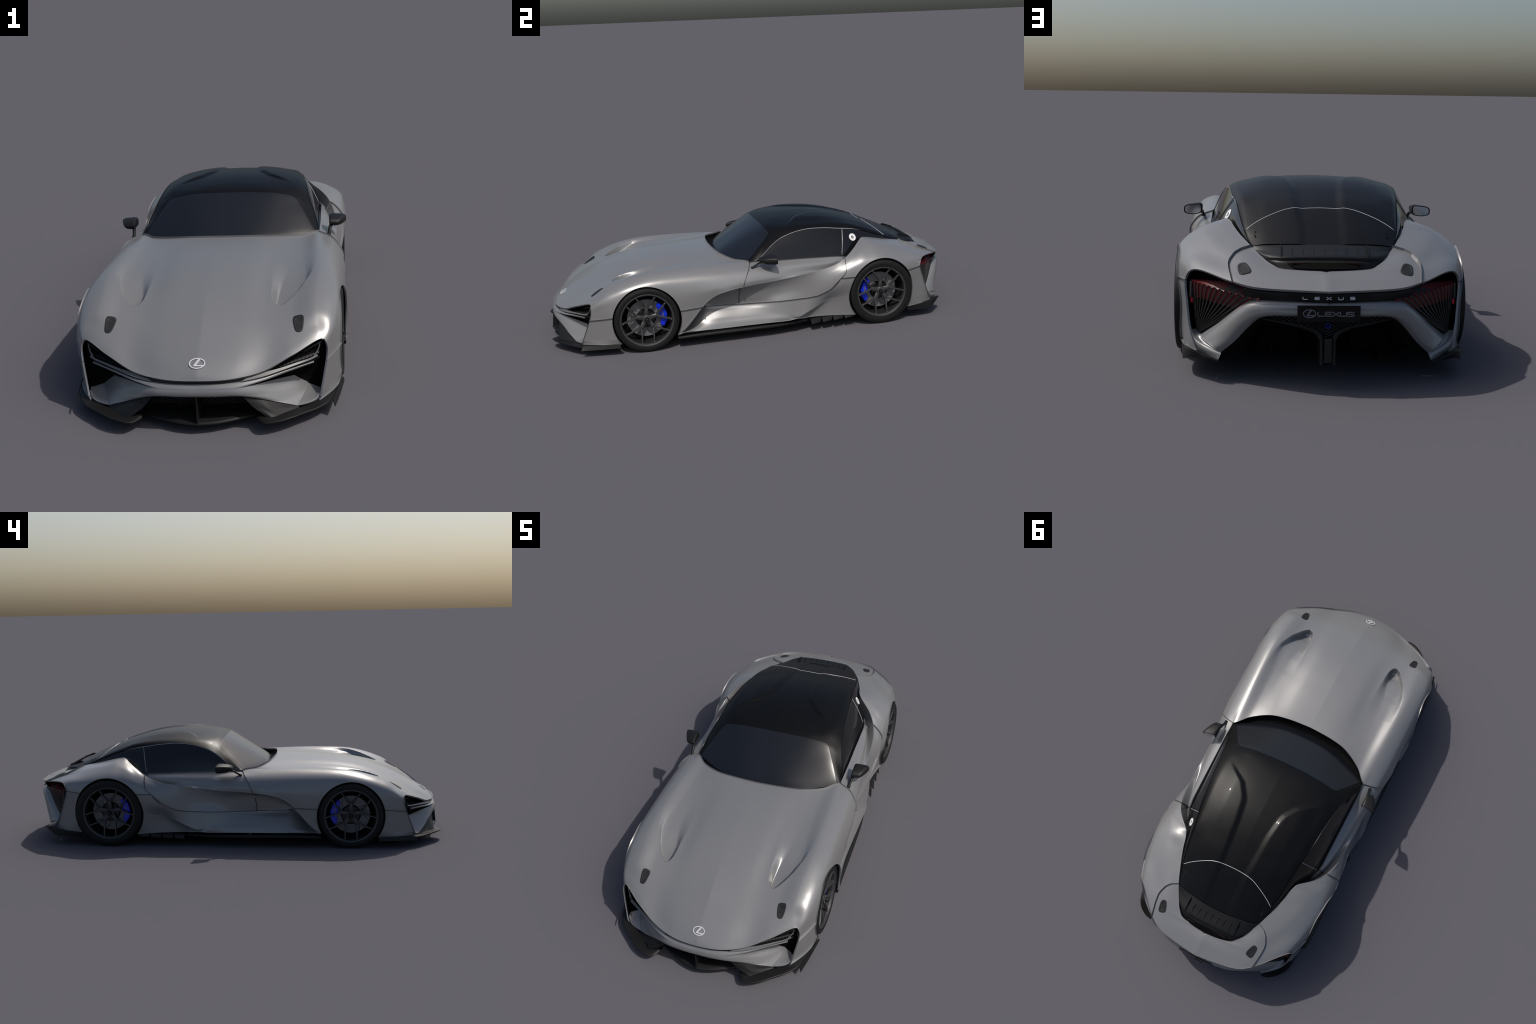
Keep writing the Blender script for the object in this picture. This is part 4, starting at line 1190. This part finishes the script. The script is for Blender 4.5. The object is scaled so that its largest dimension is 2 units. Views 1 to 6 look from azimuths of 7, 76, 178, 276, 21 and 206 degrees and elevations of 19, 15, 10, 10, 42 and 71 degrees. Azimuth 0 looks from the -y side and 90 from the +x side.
def place_wheel(cx, cy, cz, R, w, rr, cal_ang):
    for sx in (1, -1):
        hub = bpy.data.objects.new("wheel", None)
        bpy.context.scene.collection.objects.link(hub)
        hub.parent = ROOT; hub.location = (sx * cx, cy, cz)
        def put(name, V, F, mat, ang):
            V = np.array(V, float)
            if sx < 0: V = mirror_V(V); F = [tuple(f)[::-1] for f in F]
            return add_obj(name, V, F, mat, hub, sharp_angle=ang)
        for nm, V, F, mat, ang in wheel_parts(R, w, rr): put(nm, V, F, mat, ang)
        (V, F), lug = caliper_parts(cal_ang, 0)
        put("brake_caliper", V, F, "caliper", 35)
        put("caliper_lugs", *lug, "caliper", 35)
        # lettering reads along the caliper
        rad = np.array((0, math.cos(cal_ang), math.sin(cal_ang))); tan = np.array((0, -math.sin(cal_ang), math.cos(cal_ang)))
        o = np.array((.0145, 0, 0)) + rad * .0775
        front_rear = 1 if math.cos(cal_ang) > 0 else -1
        u = -tan * front_rear; v = rad * front_rear
        if sx > 0: o2 = o; uu, vv = u, v
        else: o2 = o * np.array((-1, 1, 1)); uu, vv = u, v
        # make sure the letters face outward
        nrm = np.cross(uu, vv)
        if nrm[0] * sx < 0: uu = -uu; nrm = np.cross(uu, vv)
        V, F = lettering("LEXUS", o2, tuple(uu), tuple(vv), .0066, .0078, .0077, .0019, .0008)
        add_obj("caliper_lettering", V, F, "letter", hub, smooth=False)

place_wheel(.397, -.569, .151, .151, .088, .121, .17)
place_wheel(.386, .572, .159, .159, .098, .121, math.pi - .12)

# wheel wells and floor
for cy, cz, R in ARCH:
    prof = []
    nA = 40
    V, F = [], []
    for i in range(nA + 1):
        a = math.radians(-50 + 280 * i / nA)
        for x, rr in ((.405, R + .004), (.355, R + .002), (.31, R - .035), (.30, .02)):
            V.append((x, cy + rr * math.cos(a), max(.03, cz + rr * math.sin(a))))
    for i in range(nA):
        for k in range(3):
            F.append((i * 4 + k, i * 4 + k + 1, (i + 1) * 4 + k + 1, (i + 1) * 4 + k))
    add_pair("wheel_well", V, F, "void", smooth=False)
fl = [(-.90,.19),(-.88,.30),(-.80,.375),(-.725,.40),(-.72,.25),(-.415,.25),(-.41,.435),(0,.428),(.14,.42),(.2,.395),(.40,.405),(.405,.25),(.74,.25),(.745,.38),(.84,.34),(.88,.29)]
out = [(x, y) for y, x in fl] + [(-x, y) for y, x in fl[::-1]]
def floor_part(pts, z, h, name):
    V, F = prism(pts, ((0, 0, z), (1, 0, 0), (0, 1, 0)), h)
    add_obj(name, V, F, "void", smooth=False)
for (ya, yb) in ((-.90, -.72), (-.72, -.413), (-.413, .402), (.402, .60)):
    seg = [(y, x) for y, x in fl if ya - 1e-6 <= y <= yb + 1e-6]
    yy = np.array([f[0] for f in fl]); xx = np.array([f[1] for f in fl])
    if (ya, yb) in ((-.72, -.413), (.402, .60)): seg = [(ya, .25), (yb, .25)]
    elif ya == -.413: seg = [(-.412, .435), (0, .428), (.14, .42), (.2, .395), (.401, .405)]
    else: seg = [(-.90, .19), (-.88, .30), (-.80, .375), (-.722, .40)]
    V, F = prism([(x, y) for y, x in seg] + [(-x, y) for y, x in seg[::-1]], ((0, 0, .040), (1, 0, 0), (0, 1, 0)), .012)
    add_obj("underbody", V, F, "void", smooth=False)
# inner bulkheads keep daylight out of the shell

# side sill blade and strakes
patch("side_sill", [
    [(.400,-.436,.0600),(.400,-.3,.0640),(.398,-.1,.0640),(.395,.05,.0640),(.392,.20,.0600)],
    [(.444,-.434,.0570),(.441,-.3,.0585),(.440,-.1,.0580),(.434,.04,.0570),(.420,.12,.0560),(.402,.20,.0550)],
    [(.4470,-.432,.0520),(.445,-.3,.0535),(.443,-.1,.0530),(.437,.04,.0520),(.424,.12,.0510),(.404,.20,.0500)],
    [(.4470,-.431,.0430),(.445,-.3,.0445),(.443,-.1,.0440),(.437,.04,.0430),(.424,.12,.0440),(.404,.20,.0460)],
    [(.400,-.43,.0400),(.400,-.3,.0400),(.398,-.1,.0400),(.395,.05,.0400),(.39,.2,.0420)]], 50, 16, "black", smooth_v=False)
for i in range(4):
    y0 = .212 + .0565 * i; y1 = y0 + .052
    xo = np.interp((y0, y1), [.21, .44], [.424, .418]); zt = np.interp((y0, y1), [.21, .44], [.0545, .0585]); zb = np.interp((y0, y1), [.21, .44], [.0370, .0480])
    patch("side_strake", [
        [(.385, y0, zt[0] + .004), (.390, y1, zt[1] + .004)],
        [(xo[0], y0, zt[0]), (xo[1], y1, zt[1])],
        [(xo[0] + .009, y0 + .003, zb[0]), (xo[1] + .002, y1 - .004, zb[1])]], 6, 8, "black", smooth_v=False, thick=.003)

# ================================================================== SMALL PARTS
# grey caps on hood and deck
def cap(tree, cx, cy, heading, L, W0, W1, name):
    """Tapered rounded cap lying on the surface; W0 front width, W1 rear width."""
    ca, sa = math.cos(heading), math.sin(heading)
    out = []
    for i in range(40):
        t = 2 * math.pi * i / 40
        e = lambda c: math.copysign(abs(c) ** .6, c)
        a, b = e(math.cos(t)), e(math.sin(t))
        w = (W0 + W1) / 2 + (W1 - W0) / 2 * b
        out.append((a * w / 2, b * L / 2))
    V, F = [], []
    for sc, hgt in ((1.0, -.001), (1.0, .0012), (.94, .0020), (.68, .0022), (.60, .0013), (0, .0013)):
        for a, b in out:
            x = cx + sc * (a * ca - b * sa); y = cy + sc * (a * sa + b * ca)
            p, n = drop(tree, x, y); V.append(p + n * hgt)
    for l in range(5):
        for i in range(40):
            j = (i + 1) % 40
            F.append((l * 40 + i, l * 40 + j, (l + 1) * 40 + j, (l + 1) * 40 + i))
    add_pair(name, V, F, "plug", sharp_angle=20)
cap(BVH_TOP, .3035, -.777, math.radians(4), .056, .025, .040, "hood_cap")
cap(BVH_DECK, .2285, .866, math.radians(14), .056, .026, .040, "deck_cap")

# emblem on the hood
p, n = drop(BVH_TOP, .001, -.927); n = np.array((0, n[1], n[2])); n /= np.linalg.norm(n); p[0] = 0
u = np.array((1.0, 0, 0)); v = np.cross(n, u)
ve, fe = emblem(p + n * .0003, tuple(u), tuple(v), .0470, .0350, .0016)
add_obj("hood_emblem", ve, fe, "emblem", smooth=False)

# door mirrors: housing, stalk, glass
def superring(c, u, v, ru, rv, n=28, e=.5):
    out = []
    for i in range(n):
        t = 2 * math.pi * i / n
        f = lambda q: math.copysign(abs(q) ** e, q)
        out.append(np.array(c) + np.array(u) * ru * f(math.cos(t)) + np.array(v) * rv * f(math.sin(t)))
    return out
rings = []
prof = [(-.022, .016, .004, .4015), (-.012, .021, .0120, .4060), (.005, .0255, .0170, .4100), (.025, .0300, .0195, .4140), (.044, .0335, .0200, .4170), (.050, .0330, .0190, .4175)]
for y, ru, rv, x in prof:
    ring_ = []
    for q in superring((x, y, .3690), (1, .12, 0), (0, 0, 1), ru, rv):
        d = (q[0] - x) / ru
        zz = .3690 + (q[2] - .3690) * (1 - .22 * max(0, d) ** 1.6)
        ring_.append((q[0], q[1], zz + .004 * (d if d < 0 else 0) * -1))
    rings.append(ring_)
V = [tuple(p) for r in rings for p in r]; F = []
k = 28
for i in range(len(rings) - 1):
    for j in range(k):
        F.append((i * k + j, i * k + (j + 1) % k, (i + 1) * k + (j + 1) % k, (i + 1) * k + j))
F.append(tuple(range(k))); F.append(tuple((len(rings) - 1) * k + j for j in range(k))[::-1])
mir = add_pair("door_mirror", V, F, "black", sharp_angle=50)
gl = rings[-1]; cgl = np.mean(gl, axis=0)
gV2 = [tuple(cgl + (np.array(p) - cgl) * .86 + np.array((0, .0012, 0))) for p in gl]
for sx, m in zip((1, -1), mir):
    VV = np.array(gV2) * (sx, 1, 1)
    add_obj("mirror_glass", VV, [tuple(range(k)) if sx < 0 else tuple(range(k))[::-1]], "mirrorglass", m, smooth=False)
stalk = curve_pts([(.384,-.060,.332),(.386,-.040,.343),(.389,-.020,.355),(.395,.0,.3585),(.405,.018,.3575)], 20)
for sx, m in zip((1, -1), mir):
    Vs, Fs = tube(stalk * (sx, 1, 1), np.interp(np.linspace(0, 1, 20), [0, .25, 1], [.0085, .006, .0085]), 12, ellipse=(1.0, .75))
    add_obj("mirror_stalk", Vs, Fs, "black", m)
